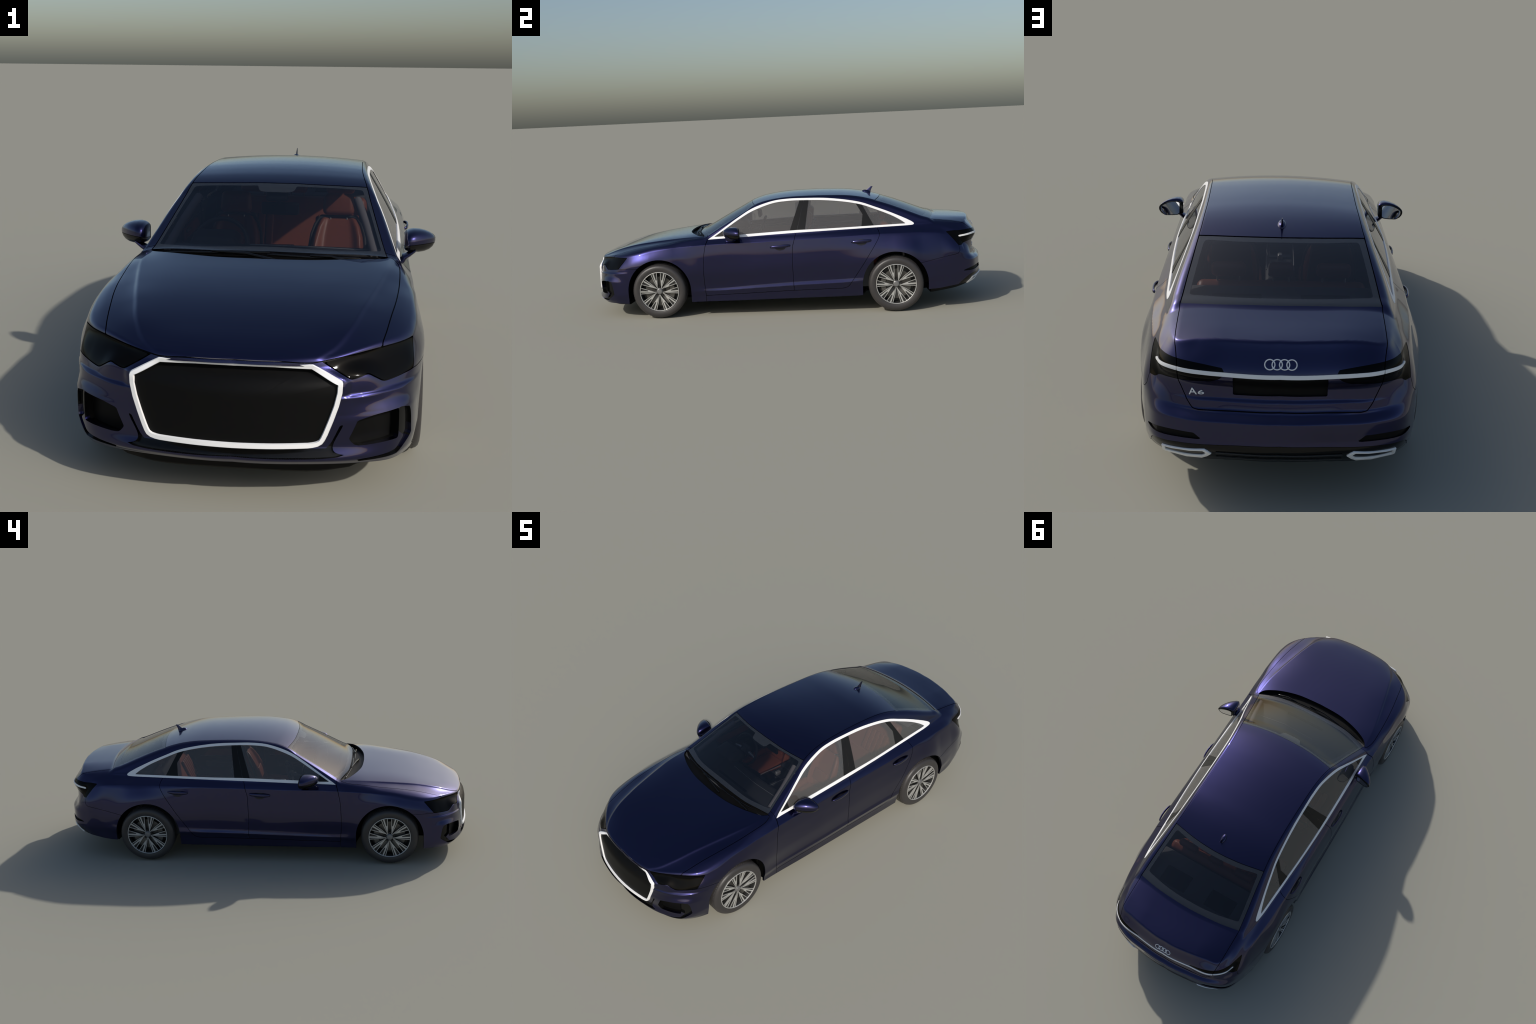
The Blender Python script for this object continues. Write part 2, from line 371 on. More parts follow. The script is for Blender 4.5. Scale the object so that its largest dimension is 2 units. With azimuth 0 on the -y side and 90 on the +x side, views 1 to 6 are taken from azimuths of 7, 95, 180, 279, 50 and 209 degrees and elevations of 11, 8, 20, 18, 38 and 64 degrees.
GLASS_S = glass_material('side_glass', (.78, .78, .78), 1.6, (.185, .178, .170), .38)
GLASS_R = glass_material('rear_glass', (.52, .52, .525), 1.68)
BAND = principled('glass_frit', (.018, .020, .023), .06, spec=1.0)

# ---------------------------------------------------------------- object helpers
COLL = bpy.context.scene.collection
def empty(name, parent=None, loc=(0, 0, 0)):
    o = bpy.data.objects.new(name, None); COLL.objects.link(o); o.location = loc
    o.empty_display_size = 0.05
    if parent: o.parent = parent
    return o

def make_mesh(name, V, F, mat, N=None, parent=None, smooth=True):
    me = bpy.data.meshes.new(name)
    me.from_pydata(np.asarray(V, float), [], np.asarray(F, int))
    me.materials.append(mat)
    if smooth:
        me.polygons.foreach_set('use_smooth', [True] * len(me.polygons))
    if N is not None:
        me.normals_split_custom_set_from_vertices(np.asarray(N, float).tolist())
    ob = bpy.data.objects.new(name, me); COLL.objects.link(ob)
    if parent is not None: ob.parent = parent
    return ob

def from_bm(name, bm, mat, parent=None, angle=35):
    bmesh.ops.recalc_face_normals(bm, faces=bm.faces[:])
    me = bpy.data.meshes.new(name); bm.to_mesh(me); bm.free()
    me.materials.append(mat)
    me.polygons.foreach_set('use_smooth', [True] * len(me.polygons))
    if angle is not None:
        me.set_sharp_from_angle(angle=math.radians(angle))
    ob = bpy.data.objects.new(name, me); COLL.objects.link(ob)
    if parent is not None: ob.parent = parent
    return ob

def rounded_box(name, size, loc, mat, parent=None, bevel=.01, seg=4, rot=(0, 0, 0), taper=None):
    bm = bmesh.new()
    bmesh.ops.create_cube(bm, size=1.0)
    bmesh.ops.scale(bm, vec=size, verts=bm.verts[:])
    if taper:                                   # (x scale, y scale) at the top face
        for v in bm.verts:
            if v.co.z > 0: v.co.x *= taper[0]; v.co.y *= taper[1]
    if bevel > 0:
        bmesh.ops.bevel(bm, geom=bm.edges[:], offset=min(bevel, min(size) * .49), segments=seg, affect='EDGES', profile=.5)
    M = Matrix.Translation(loc) @ Matrix.Rotation(rot[2], 4, 'Z') @ Matrix.Rotation(rot[1], 4, 'Y') @ Matrix.Rotation(rot[0], 4, 'X')
    bmesh.ops.transform(bm, matrix=M, verts=bm.verts[:])
    return from_bm(name, bm, mat, parent, 40)

def loft(name, rings, mat, parent=None, cap=True, closed=True, angle=40):
    """rings: list of equally long point loops"""
    bm = bmesh.new()
    R = [[bm.verts.new(p) for p in r] for r in rings]
    n = len(R[0])
    for a, b in zip(R[:-1], R[1:]):
        for i in range(n if closed else n - 1):
            j = (i + 1) % n
            try: bm.faces.new((a[i], a[j], b[j], b[i]))
            except ValueError: pass
    if cap and closed:
        bm.faces.new(R[0][::-1]); bm.faces.new(R[-1])
    return from_bm(name, bm, mat, parent, angle)

def sweep(name, path, profile, mat, parent=None, closed=True, up=(0, -1, 0), angle=30):
    """sweep a 2-D profile (a = outward in the path plane, b = along `up`) round a path"""
    P = np.asarray(path, float); n = len(P); up = np.asarray(up, float)
    rings = []
    for i in range(n):
        a = P[i] - P[i - 1] if (closed or i) else P[1] - P[0]
        b = P[(i + 1) % n] - P[i] if (closed or i < n - 1) else P[i] - P[i - 1]
        a /= np.linalg.norm(a) + 1e-12; b /= np.linalg.norm(b) + 1e-12
        ta = np.cross(up, a); tb = np.cross(up, b)
        ta /= np.linalg.norm(ta); tb /= np.linalg.norm(tb)
        m = ta + tb; m /= np.linalg.norm(m); k = 1 / max(.5, float(m @ ta))
        rings.append([tuple(P[i] + m * k * u + up * v) for u, v in profile])
    if closed: rings.append(rings[0])
    bm = bmesh.new()
    R = [[bm.verts.new(p) for p in r] for r in (rings[:-1] if closed else rings)]
    if closed: R.append(R[0])
    q = len(profile)
    for a, b in zip(R[:-1], R[1:]):
        for i in range(q):
            j = (i + 1) % q
            bm.faces.new((a[i], a[j], b[j], b[i]))
    if not closed:
        bm.faces.new(R[0]); bm.faces.new(R[-1][::-1])
    return from_bm(name, bm, mat, parent, angle)

def tube(name, path, rad, mat, parent=None, closed=False, n=12):
    P = [Vector(p) for p in path]; rings = []
    m = len(P); ref = Vector((0, 0, 1))
    for i in range(m):
        t = (P[(i + 1) % m] - P[i - 1]) if (closed or 0 < i < m - 1) else (P[1] - P[0] if i == 0 else P[-1] - P[-2])
        t.normalize()
        u = t.cross(ref)
        if u.length < 1e-3: u = t.cross(Vector((1, 0, 0)))
        u.normalize(); v = t.cross(u)
        rr = rad[i] if isinstance(rad, (list, tuple)) else rad
        rings.append([P[i] + u * math.cos(a) * rr + v * math.sin(a) * rr for a in np.linspace(0, 2 * math.pi, n, endpoint=False)])
    bm = bmesh.new(); R = [[bm.verts.new(p) for p in r] for r in rings]
    pairs = list(zip(R[:-1], R[1:])) + ([(R[-1], R[0])] if closed else [])
    for a, b in pairs:
        for i in range(n):
            j = (i + 1) % n; bm.faces.new((a[i], a[j], b[j], b[i]))
    if not closed:
        bm.faces.new(R[0][::-1]); bm.faces.new(R[-1])
    return from_bm(name, bm, mat, parent, 60)

def revolve_x(name, prof, mat, parent=None, n=96, angle=30):
    """prof: (x, r) pairs revolved about the x axis"""
    bm = bmesh.new()
    R = [[bm.verts.new((x, r * math.cos(a), r * math.sin(a))) for x, r in prof]
         for a in np.linspace(0, 2 * math.pi, n, endpoint=False)]
    for k in range(n):
        a, b = R[k], R[(k + 1) % n]
        for i in range(len(prof) - 1):
            bm.faces.new((a[i], a[i + 1], b[i + 1], b[i]))
    bmesh.ops.remove_doubles(bm, verts=bm.verts[:], dist=1e-6)
    return from_bm(name, bm, mat, parent, angle)

def curve_pts(pts, n=8, closed=False):
    """Catmull-Rom through the points"""
    P = np.asarray(pts, float); out = []
    m = len(P)
    for i in range(m if closed else m - 1):
        p0 = P[i - 1] if (closed or i) else 2 * P[0] - P[1]
        p1 = P[i]; p2 = P[(i + 1) % m]
        p3 = P[(i + 2) % m] if (closed or i + 2 < m) else 2 * P[-1] - P[-2]
        for t in np.linspace(0, 1, n, endpoint=False):
            out.append(.5 * ((2 * p1) + (p2 - p0) * t + (2 * p0 - 5 * p1 + 4 * p2 - p3) * t * t + (3 * p1 - p0 - 3 * p2 + p3) * t ** 3))
    if not closed: out.append(P[-1])
    return np.array(out)

def outline(*segs, n=6):
    """closed polygon from smooth segments that meet at corners"""
    out = []
    for sgm in segs:
        c = curve_pts(sgm, n) if len(sgm) > 2 else np.asarray(sgm, float)
        out.append(c[:-1] if np.allclose(c[-1], segs[(segs.index(sgm) + 1) % len(segs)][0]) else c)
    return np.concatenate(out)

def poly_sdf(poly, u, v):
    """signed distance, negative inside"""
    P = np.asarray(poly, float); Q = np.roll(P, -1, 0)
    d2 = np.full(u.shape, 1e9); inside = np.zeros(u.shape, bool)
    near = (u > P[:, 0].min() - .06) & (u < P[:, 0].max() + .06) & (v > P[:, 1].min() - .06) & (v < P[:, 1].max() + .06)
    uu, vv = u[near], v[near]
    dd = np.full(uu.shape, 1e9); ins = np.zeros(uu.shape, bool)
    for a, b in zip(P, Q):
        e = b - a; L = e @ e
        if L < 1e-14: continue
        t = np.clip(((uu - a[0]) * e[0] + (vv - a[1]) * e[1]) / L, 0, 1)
        dd = np.minimum(dd, (uu - a[0] - t * e[0]) ** 2 + (vv - a[1] - t * e[1]) ** 2)
        c = (a[1] > vv) != (b[1] > vv)
        with np.errstate(divide='ignore', invalid='ignore'):
            xc = (b[0] - a[0]) * (vv - a[1]) / (b[1] - a[1]) + a[0]
        ins ^= c & (uu < xc)
    r = np.full(u.shape, .06)
    r[near] = np.where(ins, -np.sqrt(dd), np.sqrt(dd))
    return r

# ---------------------------------------------------------------- skin with panel cuts
class Skin:
    def __init__(self, V, N, F):
        self.V, self.N, self.F = V, N, F
        self.L = np.zeros(len(F), int); self.names = ['side']
    def idx(self, name):
        if name not in self.names: self.names.append(name)
        return self.names.index(name)
    def split(self, d, mask):
        """cut the faces in `mask` along d = 0; returns d extended to the new vertices"""
        F = self.F; s = d[F] >= 0
        c = s.sum(1); mixed = (c > 0) & (c < 3) & mask
        if not mixed.any(): return d
        Fm = F[mixed]; sm = s[mixed]; cm = c[mixed]
        lone = np.argmax(sm == (cm == 1)[:, None], 1)
        r = np.arange(len(Fm))
        a, b, e = Fm[r, lone], Fm[r, (lone + 1) % 3], Fm[r, (lone + 2) % 3]
        pairs = np.concatenate([np.stack([a, b], 1), np.stack([a, e], 1)]); pairs.sort(1)
        uq, inv = np.unique(pairs, axis=0, return_inverse=True); inv = inv.ravel()
        t = d[uq[:, 0]] / (d[uq[:, 0]] - d[uq[:, 1]]); t = t[:, None]
        nv = self.V[uq[:, 0]] * (1 - t) + self.V[uq[:, 1]] * t
        nn = self.N[uq[:, 0]] * (1 - t) + self.N[uq[:, 1]] * t
        nn /= np.linalg.norm(nn, axis=1, keepdims=True)
        base = len(self.V)
        self.V = np.concatenate([self.V, nv]); self.N = np.concatenate([self.N, nn])
        ab = base + inv[:len(Fm)]; ae = base + inv[len(Fm):]
        new = np.concatenate([np.stack([a, ab, ae], 1), np.stack([ab, b, e], 1), np.stack([ab, e, ae], 1)])
        lab = self.L[mixed]
        self.F = np.concatenate([F[~mixed], new]); self.L = np.concatenate([self.L[~mixed], lab, lab, lab])
        return np.concatenate([d, np.zeros(len(nv))])
    def carve(self, name, fun, gap=0.0, only=('side',)):
        ids = [self.idx(o) for o in only]
        d = fun(self.V)
        mask = np.isin(self.L, ids)
        d1 = self.split(d + gap, mask) - gap
        if gap > 0:
            mask = np.isin(self.L, ids)
            d1 = self.split(d1 - gap, mask) + gap
        dm = d1[self.F].mean(1); mask = np.isin(self.L, ids)
        self.L[mask & (dm < -gap)] = self.idx(name)
        if gap > 0:
            self.L[mask & (dm >= -gap) & (dm < gap)] = self.idx('gap')
    def take(self, name):
        if name not in self.names: return None
        f = self.F[self.L == self.names.index(name)]
        if len(f) == 0: return None
        u, inv = np.unique(f, return_inverse=True)
        return self.V[u], self.N[u], inv.reshape(-1, 3)

def boundary_edges(F):
    e = np.concatenate([F[:, [0, 1]], F[:, [1, 2]], F[:, [2, 0]]])
    k = np.sort(e, 1); _, i, c = np.unique(k, axis=0, return_index=True, return_counts=True)
    return e[i[c == 1]]

def add_flange(V, N, F, depth, keep_centre=True):
    """turn the free edges inward so a panel shows its thickness"""
    if depth <= 0: return V, N, F
    be = boundary_edges(F)
    if keep_centre:
        on = np.abs(V[:, 0]) < 1e-5
        be = be[~(on[be[:, 0]] & on[be[:, 1]])]
    vs = np.unique(be); n0 = len(V)
    m1 = np.full(n0, -1); m1[vs] = n0 + np.arange(len(vs)); m2 = m1 + len(vs)
    # rim normals: away from the panel along the surface
    acc = np.zeros((n0, 3)); nrm = np.cross(V[be[:, 1]] - V[be[:, 0]], N[be[:, 0]])
    np.add.at(acc, be[:, 0], nrm); np.add.at(acc, be[:, 1], nrm)
    acc /= np.maximum(np.linalg.norm(acc, axis=1, keepdims=True), 1e-12)
    V2 = np.concatenate([V, V[vs], V[vs] - N[vs] * depth]); N2 = np.concatenate([N, acc[vs], acc[vs]])
    a, b = be[:, 0], be[:, 1]
    q = np.stack([m1[b], m1[a], m2[a], m2[b]], 1)
    F2 = np.concatenate([F, q[:, [0, 1, 2]], q[:, [0, 2, 3]]])
    return V2, N2, F2

def emit(skin, label, name, mat, parent, offset=0.0, depth=.006, both='join', side_only=None):
    part = skin.take(label)
    if part is None: print('no faces for', label); return []
    V, N, F = part
    V = V + N * offset
    if both == 'join': V[np.abs(part[0][:, 0]) < 1e-6, 0] = 0
    V, N, F = add_flange(V, N, F, depth, both == 'join')
    mx = np.array([-1, 1, 1])
    if both == 'join':
        c = np.abs(V[:, 0]) < 1e-7
        rep = np.arange(len(V)) + len(V); rep[c] = np.nonzero(c)[0]
        Vf = np.concatenate([V, V * mx]); Nf = np.concatenate([N, N * mx])
        Nf[:len(V)][c] *= [0, 1, 1]
        Nf /= np.maximum(np.linalg.norm(Nf, axis=1, keepdims=True), 1e-9)
        Ff = np.concatenate([F, rep[F][:, ::-1]])
        u, inv = np.unique(Ff, return_inverse=True)
        return [make_mesh(name, Vf[u], inv.reshape(-1, 3), mat, Nf[u], parent)]
    return [make_mesh(name, V, F, mat, N, parent), make_mesh(name, V * mx, F[:, ::-1], mat, N * mx, parent)]

# ================================================================ build the car
car = empty('saloon_car')
car['label'] = 'dark blue four door saloon car with bright grille frame'
car['category'] = 'car'

AXLE = [(-.6275, .1365, .160), (.5540, .1365, .1620)]       # y, z, arch radius
skin = Skin(*sample_skin())

def edge_line(name):
    A = np.array(FLANK[name]); sk, _ = wrap(A[:, 0], A[:, 1])
    return lambda s: natural(sk, A[:, 2], s)

def add_crease(dfun, where):
    """insert vertices exactly on a crease so that it runs straight"""
    d = dfun(skin.V); n0 = len(skin.V)
    vm = where(skin.V)
    skin.split(d, vm[skin.F].all(1))
    P = skin.V[n0:]
    for _ in range(3):
        e = .0008; g = np.stack([(body_field(P + np.eye(3)[a] * e) - body_field(P - np.eye(3)[a] * e)) / (2 * e) for a in range(3)], 1)
        P = P - g * (body_field(P) / np.maximum((g * g).sum(1), .2))[:, None]
    skin.V[n0:] = P; skin.N[n0:] = grad(P, .0016)

def shell_minus_deck(P):
    s, rho = wrap(P[:, 0], P[:, 1])
    return (rho - SHELL(s, P[:, 2])) - (P[:, 2] - deck(P[:, 0], P[:, 1])) * .9
add_crease(shell_minus_deck, lambda P: (np.abs(P[:, 1]) > .72) & (P[:, 2] > .27))
for nm, y0, y1 in (('shoulder', -.72, .76), ('blade', -.40, .33)):
    zl = edge_line(nm)
    add_crease(lambda P: P[:, 2] - zl(wrap(P[:, 0], P[:, 1])[0]), lambda P: (P[:, 1] > y0) & (P[:, 1] < y1) & (P[:, 0] > .3))

def lower_edge(s):
    A = np.array(FLANK['lower_edge']); sk, _ = wrap(A[:, 0], A[:, 1])
    return natural(sk, A[:, 2], s)

def S_of(P): return wrap(P[:, 0], P[:, 1])[0]
def s3(*pts):
    """3-D control points -> (s, z) outline points"""
    A = np.array(pts, float); s, _ = wrap(A[:, 0], A[:, 1]); return [tuple(r) for r in np.stack([s, A[:, 2]], 1)]

skin.carve('void', lambda P: P[:, 2] - lower_edge(S_of(P)))

def arch(P):
    d = np.full(len(P), 1.0)
    for y, z, r in AXLE:
        circ = np.hypot(P[:, 1] - y, P[:, 2] - z) - r
        slot = np.maximum(np.abs(P[:, 1] - y) - r, P[:, 2] - z)
        d = np.minimum(d, np.minimum(circ, slot))
    return np.maximum(d, .2 - P[:, 0])
skin.carve('void', arch)

# ---- side glazing
DLO_OUT = outline([(-.3740, .3852), (-.3206, .4200), (-.2708, .4537), (-.2212, .4862), (-.1460, .5287), (-.0508, .5582), (.0294, .5670), (.1138, .5672),
                   (.2159, .5638), (.3149, .5524), (.3958, .5364), (.4613, .5134), (.5336, .4860), (.6053, .4549), (.6408, .4372)],
                  [(.6408, .4372), (.6520, .4290), (.6535, .4235), (.6450, .4196), (.6175, .4180)],
                  [(.6175, .4180), (.4624, .4145), (.0744, .4044), (-.2047, .3921), (-.2948, .3884), (-.3740, .3852)])
DLO_IN = outline([(-.3428, .3969), (-.2704, .4432), (-.2100, .4815), (-.1455, .5159), (-.0504, .5474), (.0296, .5566), (.1100, .5572), (.2157, .5530),
                  (.3145, .5420), (.3954, .5258), (.4608, .5028), (.5330, .4741), (.5806, .4497), (.6090, .4310)],
                 [(.6090, .4310), (.6124, .4285), (.6107, .4268)],
                 [(.6107, .4268), (.4629, .4235), (.2367, .4187), (.1140, .4174), (.0393, .4155), (-.2049, .4041), (-.2901, .3984), (-.3428, .3969)])
side_yz = lambda poly: (lambda P: np.maximum(poly_sdf(poly, P[:, 1], P[:, 2]), (.2 - P[:, 0])))
skin.carve('trim', side_yz(DLO_OUT))
skin.carve('side_glass', side_yz(DLO_IN), only=('trim',))
PILLARS = [[(.0900, .60), (.0880, .5543), (.0385, .4154), (.030, .38), (.0600, .38), (.0735, .4154), (.1095, .5560), (.110, .60)],
           [(.1105, .60), (.1105, .5560), (.0750, .4154), (.070, .38), (.115, .38), (.1138, .418), (.1342, .553), (.136, .60)],
           [(.3600, .56), (.3716, .5304), (.4022, .4798), (.3952, .423), (.395, .40), (.47, .40), (.4569, .4222), (.4014, .525), (.39, .56)],
           [(-.36, .37), (-.36, .46), (-.298, .46), (-.2920, .37)]]
for k, poly in enumerate(PILLARS):
    skin.carve('pillar' if k < 3 else 'sail', side_yz(np.array(poly)), only=('side_glass',))

# ---- roof, screens, boot, bonnet
top_xy = lambda poly, zmin=.36: (lambda P: np.maximum(poly_sdf(poly, P[:, 0], P[:, 1]), zmin - P[:, 2]))
WS = outline([(0, -.4365), (.0724, -.4357), (.1648, -.4308), (.222, -.4193), (.3015, -.3950)],
             [(.3015, -.3950), (.2866, -.3350), (.2705, -.2660), (.2560, -.2000), (.2432, -.1405)],
             [(.2432, -.1405), (.1724, -.1546), (.099, -.1640), (0, -.1675)],
             [(0, -.1675), (-.05, -.168), (-.05, -.4365), (0, -.4365)])
skin.carve('windscreen', top_xy(WS), .0010)
WS_IN = outline([(-.05, -.4150), (.0724, -.4150), (.1648, -.4090), (.222, -.3960), (.2830, -.3750)],
                [(.2830, -.3750), (.2860, -.3700), (.2845, -.3640)],
                [(.2845, -.3640), (.2690, -.3000), (.2500, -.2200), (.2345, -.1640)],
                [(.2345, -.1640), (.2300, -.1590), (.2200, -.1590), (.1724, -.1660), (.099, -.1760), (.055, -.1790), (.052, -.185), (.035, -.205), (-.05, -.205)],
                [(-.05, -.205), (-.05, -.4150)])
skin.carve('windscreen_clear', top_xy(WS_IN), only=('windscreen',))
COWL = outline([(-.05, -.4955), (.010, -.4955), (.1151, -.4891), (.1992, -.4684), (.2561, -.4447), (.2892, -.4243), (.3060, -.3990)],
               [(.3060, -.3990), (.3015, -.3950)],
               [(.3015, -.3950), (.222, -.4193), (.1648, -.4308), (.0724, -.4357), (0, -.4365), (-.05, -.4365)],
               [(-.05, -.4365), (-.05, -.4955)])
skin.carve('cowl', top_xy(COWL), only=('side', 'gap'))
ROOF = outline([(-.05, -.168), (0, -.1675), (.099, -.1640), (.1724, -.1546), (.2432, -.1405)],
               [(.2432, -.1405), (.2335, -.0800), (.2275, 0.0), (.2245, .15), (.2245, .2745), (.2290, .4065), (.2343, .4670)],
               [(.2343, .4670), (.1362, .4862), (.0638, .4946), (0, .4975), (-.05, .4975)],
               [(-.05, .4975), (-.05, -.168)])
skin.carve('roof', top_xy(ROOF, .5), .0011)
RW = outline([(-.05, .4975), (0, .4975), (.0638, .4946), (.1362, .4862), (.2343, .4670)],
             [(.2343, .4670), (.2436, .5616), (.2525, .6396), (.2625, .7371)],
             [(.2625, .7371), (.1620, .7550), (.0345, .7645), (-.05, .7645)],
             [(-.05, .7645), (-.05, .4975)])
skin.carve('rear_window', top_xy(RW, .4), .0011, only=('side', 'gap'))
RW_IN = outline([(-.05, .520), (.06, .517), (.13, .509), (.205, .492)], [(.205, .492), (.213, .492), (.218, .500)],
                [(.218, .500), (.228, .58), (.2400, .690)], [(.2400, .690), (.2395, .702), (.228, .708)],
                [(.228, .708), (.14, .726), (.05, .735), (-.05, .735)], [(-.05, .735), (-.05, .520)])
skin.carve('rear_clear', top_xy(RW_IN, .4), only=('rear_window',))

# headlamps: outline on the wrapped nose
EDGE3 = [(0, -.972, .2955), (.10, -.968, .2948), (.1563, -.955, .2925), (.1739, -.9436, .2945), (.2303, -.9117, .3000), (.2934, -.8652, .3060), (.3337, -.8221, .3078), (.3530, -.7868, .3085)]
EDGE = np.array(s3(*EDGE3))
HEADLAMP = outline(s3((.1720, -.9450, .2932), (.2303, -.9117, .3000), (.2934, -.8652, .3058), (.3337, -.8221, .3078), (.3525, -.7868, .3085)),
                   s3((.3525, -.7868, .3085), (.3556, -.8000, .2950), (.3560, -.8348, .2535)),
                   s3((.3560, -.8348, .2535), (.3244, -.8749, .2482), (.3000, -.8990, .2456), (.2912, -.9059, .2475)),
                   s3((.2912, -.9059, .2475), (.2766, -.9140, .2567), (.2642, -.9196, .2640), (.2561, -.9244, .2648), (.2383, -.9360, .2600), (.2293, -.9399, .2588), (.2242, -.9411, .2605)),
                   s3((.2242, -.9411, .2605), (.1720, -.9450, .2932)))
front_sz = lambda poly: (lambda P: np.maximum(poly_sdf(poly, S_of(P), P[:, 2]), P[:, 1] + .5))
rear_sz = lambda poly: (lambda P: np.maximum(poly_sdf(poly, S_of(P), P[:, 2]), .5 - P[:, 1]))
skin.carve('headlamp', front_sz(HEADLAMP), .0012)

BONNET_TOP = outline([(-.05, -1.1), (.2916, -1.1)], [(.2916, -1.1), (.2916, -.8645)],
                     [(.2916, -.8645), (.2994, -.8248), (.3077, -.7711), (.3197, -.6895), (.3273, -.6034), (.3310, -.5134), (.3300, -.4450), (.3190, -.4060), (.3100, -.3960)],
                     [(.3100, -.3960), (.3060, -.3990)],
                     [(.3060, -.3990), (.2892, -.4243), (.2561, -.4447), (.1992, -.4684), (.1151, -.4891), (.010, -.4955), (-.05, -.4955)],
                     [(-.05, -.4955), (-.05, -1.1)])
def bonnet_f(P):
    ze = natural(EDGE[:, 0], EDGE[:, 1], S_of(P))
    return np.maximum(poly_sdf(BONNET_TOP, P[:, 0], P[:, 1]), ze - P[:, 2])
skin.carve('bonnet', bonnet_f, .0012, only=('side', 'gap'))

# grille opening
def grille_y(x, z):
    t = np.clip((z - .248) / .034, 0, 1)
    return -1.000 + .73 * x * x + (.0310 - .33 * x * x) * t * t * (3 - 2 * t)
def grille_loop(inset=0.0, n=1):
    A = np.array(GR_HALF)
    full = np.concatenate([A, (A * [-1, 1])[-2:0:-1]])
    if inset:
        P = full; c = []
        m = len(P)
        for i in range(m):
            a = P[i] - P[i - 1]; b = P[(i + 1) % m] - P[i]
            a /= np.linalg.norm(a); b /= np.linalg.norm(b)
            na, nb = np.array([a[1], -a[0]]), np.array([b[1], -b[0]])
            q = na + nb; q /= np.linalg.norm(q)
            c.append(P[i] + q * inset / max(.6, q @ na))
        full = np.array(c)
    return full
skin.carve('void', lambda P: np.maximum(poly_sdf(grille_loop(.004), P[:, 0], P[:, 2]), P[:, 1] + .8), only=('side', 'gap'))

# lower intakes
INTAKE = outline(s3((.2463, -.9546, .1761), (.2852, -.9375, .1859), (.3275, -.906, .1906)), s3((.3275, -.906, .1906), (.3290, -.905, .1400), (.3285, -.9060, .1263)),
                 s3((.3285, -.9060, .1263), (.2590, -.9464, .1219)), s3((.2590, -.9464, .1219), (.2420, -.953, .1245), (.2300, -.9577, .1377)), s3((.2300, -.9577, .1377), (.2463, -.9546, .1761)))
CHANNEL = outline(s3((.3275, -.906, .1908), (.3364, -.8983, .1912), (.3505, -.8809, .1872)), s3((.3505, -.8809, .1872), (.3541, -.8737, .1704), (.3563, -.8646, .1247)),
                  s3((.3563, -.8646, .1247), (.3484, -.8773, .1136), (.3259, -.9024, .0913)), s3((.3259, -.9024, .0913), (.2468, -.9422, .0880)),
                  s3((.2468, -.9422, .0880), (.2437, -.9528, .0942)), s3((.2437, -.9528, .0942), (.3170, -.9146, .1014), (.3322, -.9006, .1153), (.3402, -.8918, .1278)), s3((.3402, -.8918, .1278), (.3290, -.905, .1400)), s3((.3290, -.905, .1400), (.3275, -.906, .1908)))
SLOT = outline(s3((.2185, -.9642, .1690), (.2116, -.9658, .1666), (.1963, -.9662, .1336), (.1855, -.9681, .1200)), s3((.1855, -.9681, .1200), (.0, -.9848, .1180)), s3((0, -.9848, .1180), (-.01, -.985, .1010)), s3((-.01, -.985, .1010), (.0966, -.9853, .1006), (.1772, -.9731, .1010), (.2274, -.9604, .1050)), s3((.2274, -.9604, .1050), (.2030, -.9663, .1120), (.1995, -.9652, .1269), (.2157, -.9646, .1620)), s3((.2157, -.9646, .1620), (.2185, -.9642, .1690)))
skin.carve('intake', front_sz(INTAKE))
skin.carve('channel', front_sz(CHANNEL))
skin.carve('slot', front_sz(SLOT))

# boot lid, lamps, light bar, plate recess
LID_SIDE = outline([(.2640, .50), (.2625, .4400), (.2600, .4150), (.2545, .3929), (.2511, .3656), (.2500, .3312), (.2415, .3103), (.2293, .2845), (.2190, .2680)],
                   [(.2190, .2680), (.2124, .2618), (.1990, .2596)], [(.1990, .2596), (.1353, .2614), (0, .2627), (-.05, .2627)], [(-.05, .2627), (-.05, .50)], [(-.05, .50), (.2640, .50)])
skin.carve('boot_lid', lambda P: np.maximum(poly_sdf(LID_SIDE, P[:, 0], P[:, 2]), .73 - P[:, 1]), .0012, only=('side', 'gap'))
TAILLAMP = outline(s3((.3192, .8060, .3816), (.3086, .8453, .3845), (.2983, .8738, .3835), (.2530, .9268, .3858), (.2000, .9534, .3831), (.1405, .9642, .3745)),
                   s3((.1405, .9642, .3745), (.1328, .9678, .3600)), s3((.1328, .9678, .3600), (.1500, .9665, .3455), (.1699, .9591, .3360)),
                   s3((.1699, .9591, .3360), (.2004, .9536, .3343), (.2502, .9317, .3286), (.2943, .8959, .3220), (.3080, .8830, .3120)), s3((.3080, .8830, .3120), (.3243, .8647, .3112)), s3((.3243, .8647, .3112), (.3230, .8370, .3460), (.3192, .8060, .3816)))
skin.carve('tail_lamp', rear_sz(TAILLAMP), only=('side', 'boot_lid'))
BAR = outline(s3((.3075, .8720, .3600), (.2920, .9028, .3640), (.2512, .9429, .3686), (.1995, .9618, .3678), (.1350, .9679, .3648), (0, .9767, .3645), (-.05, .977, .3645)),
              s3((-.05, .977, .3645), (-.05, .979, .3545)), s3((-.05, .979, .3545), (0, .979, .3545), (.1349, .9698, .3550), (.1994, .9638, .3586), (.2511, .9451, .3600), (.2920, .9028, .3560), (.3085, .8725, .3520)),
              s3((.3085, .8725, .3520), (.3090, .868, .3560)), s3((.3090, .868, .3560), (.3075, .8720, .3600)))
skin.carve('light_bar', rear_sz(BAR), only=('tail_lamp', 'boot_lid'))
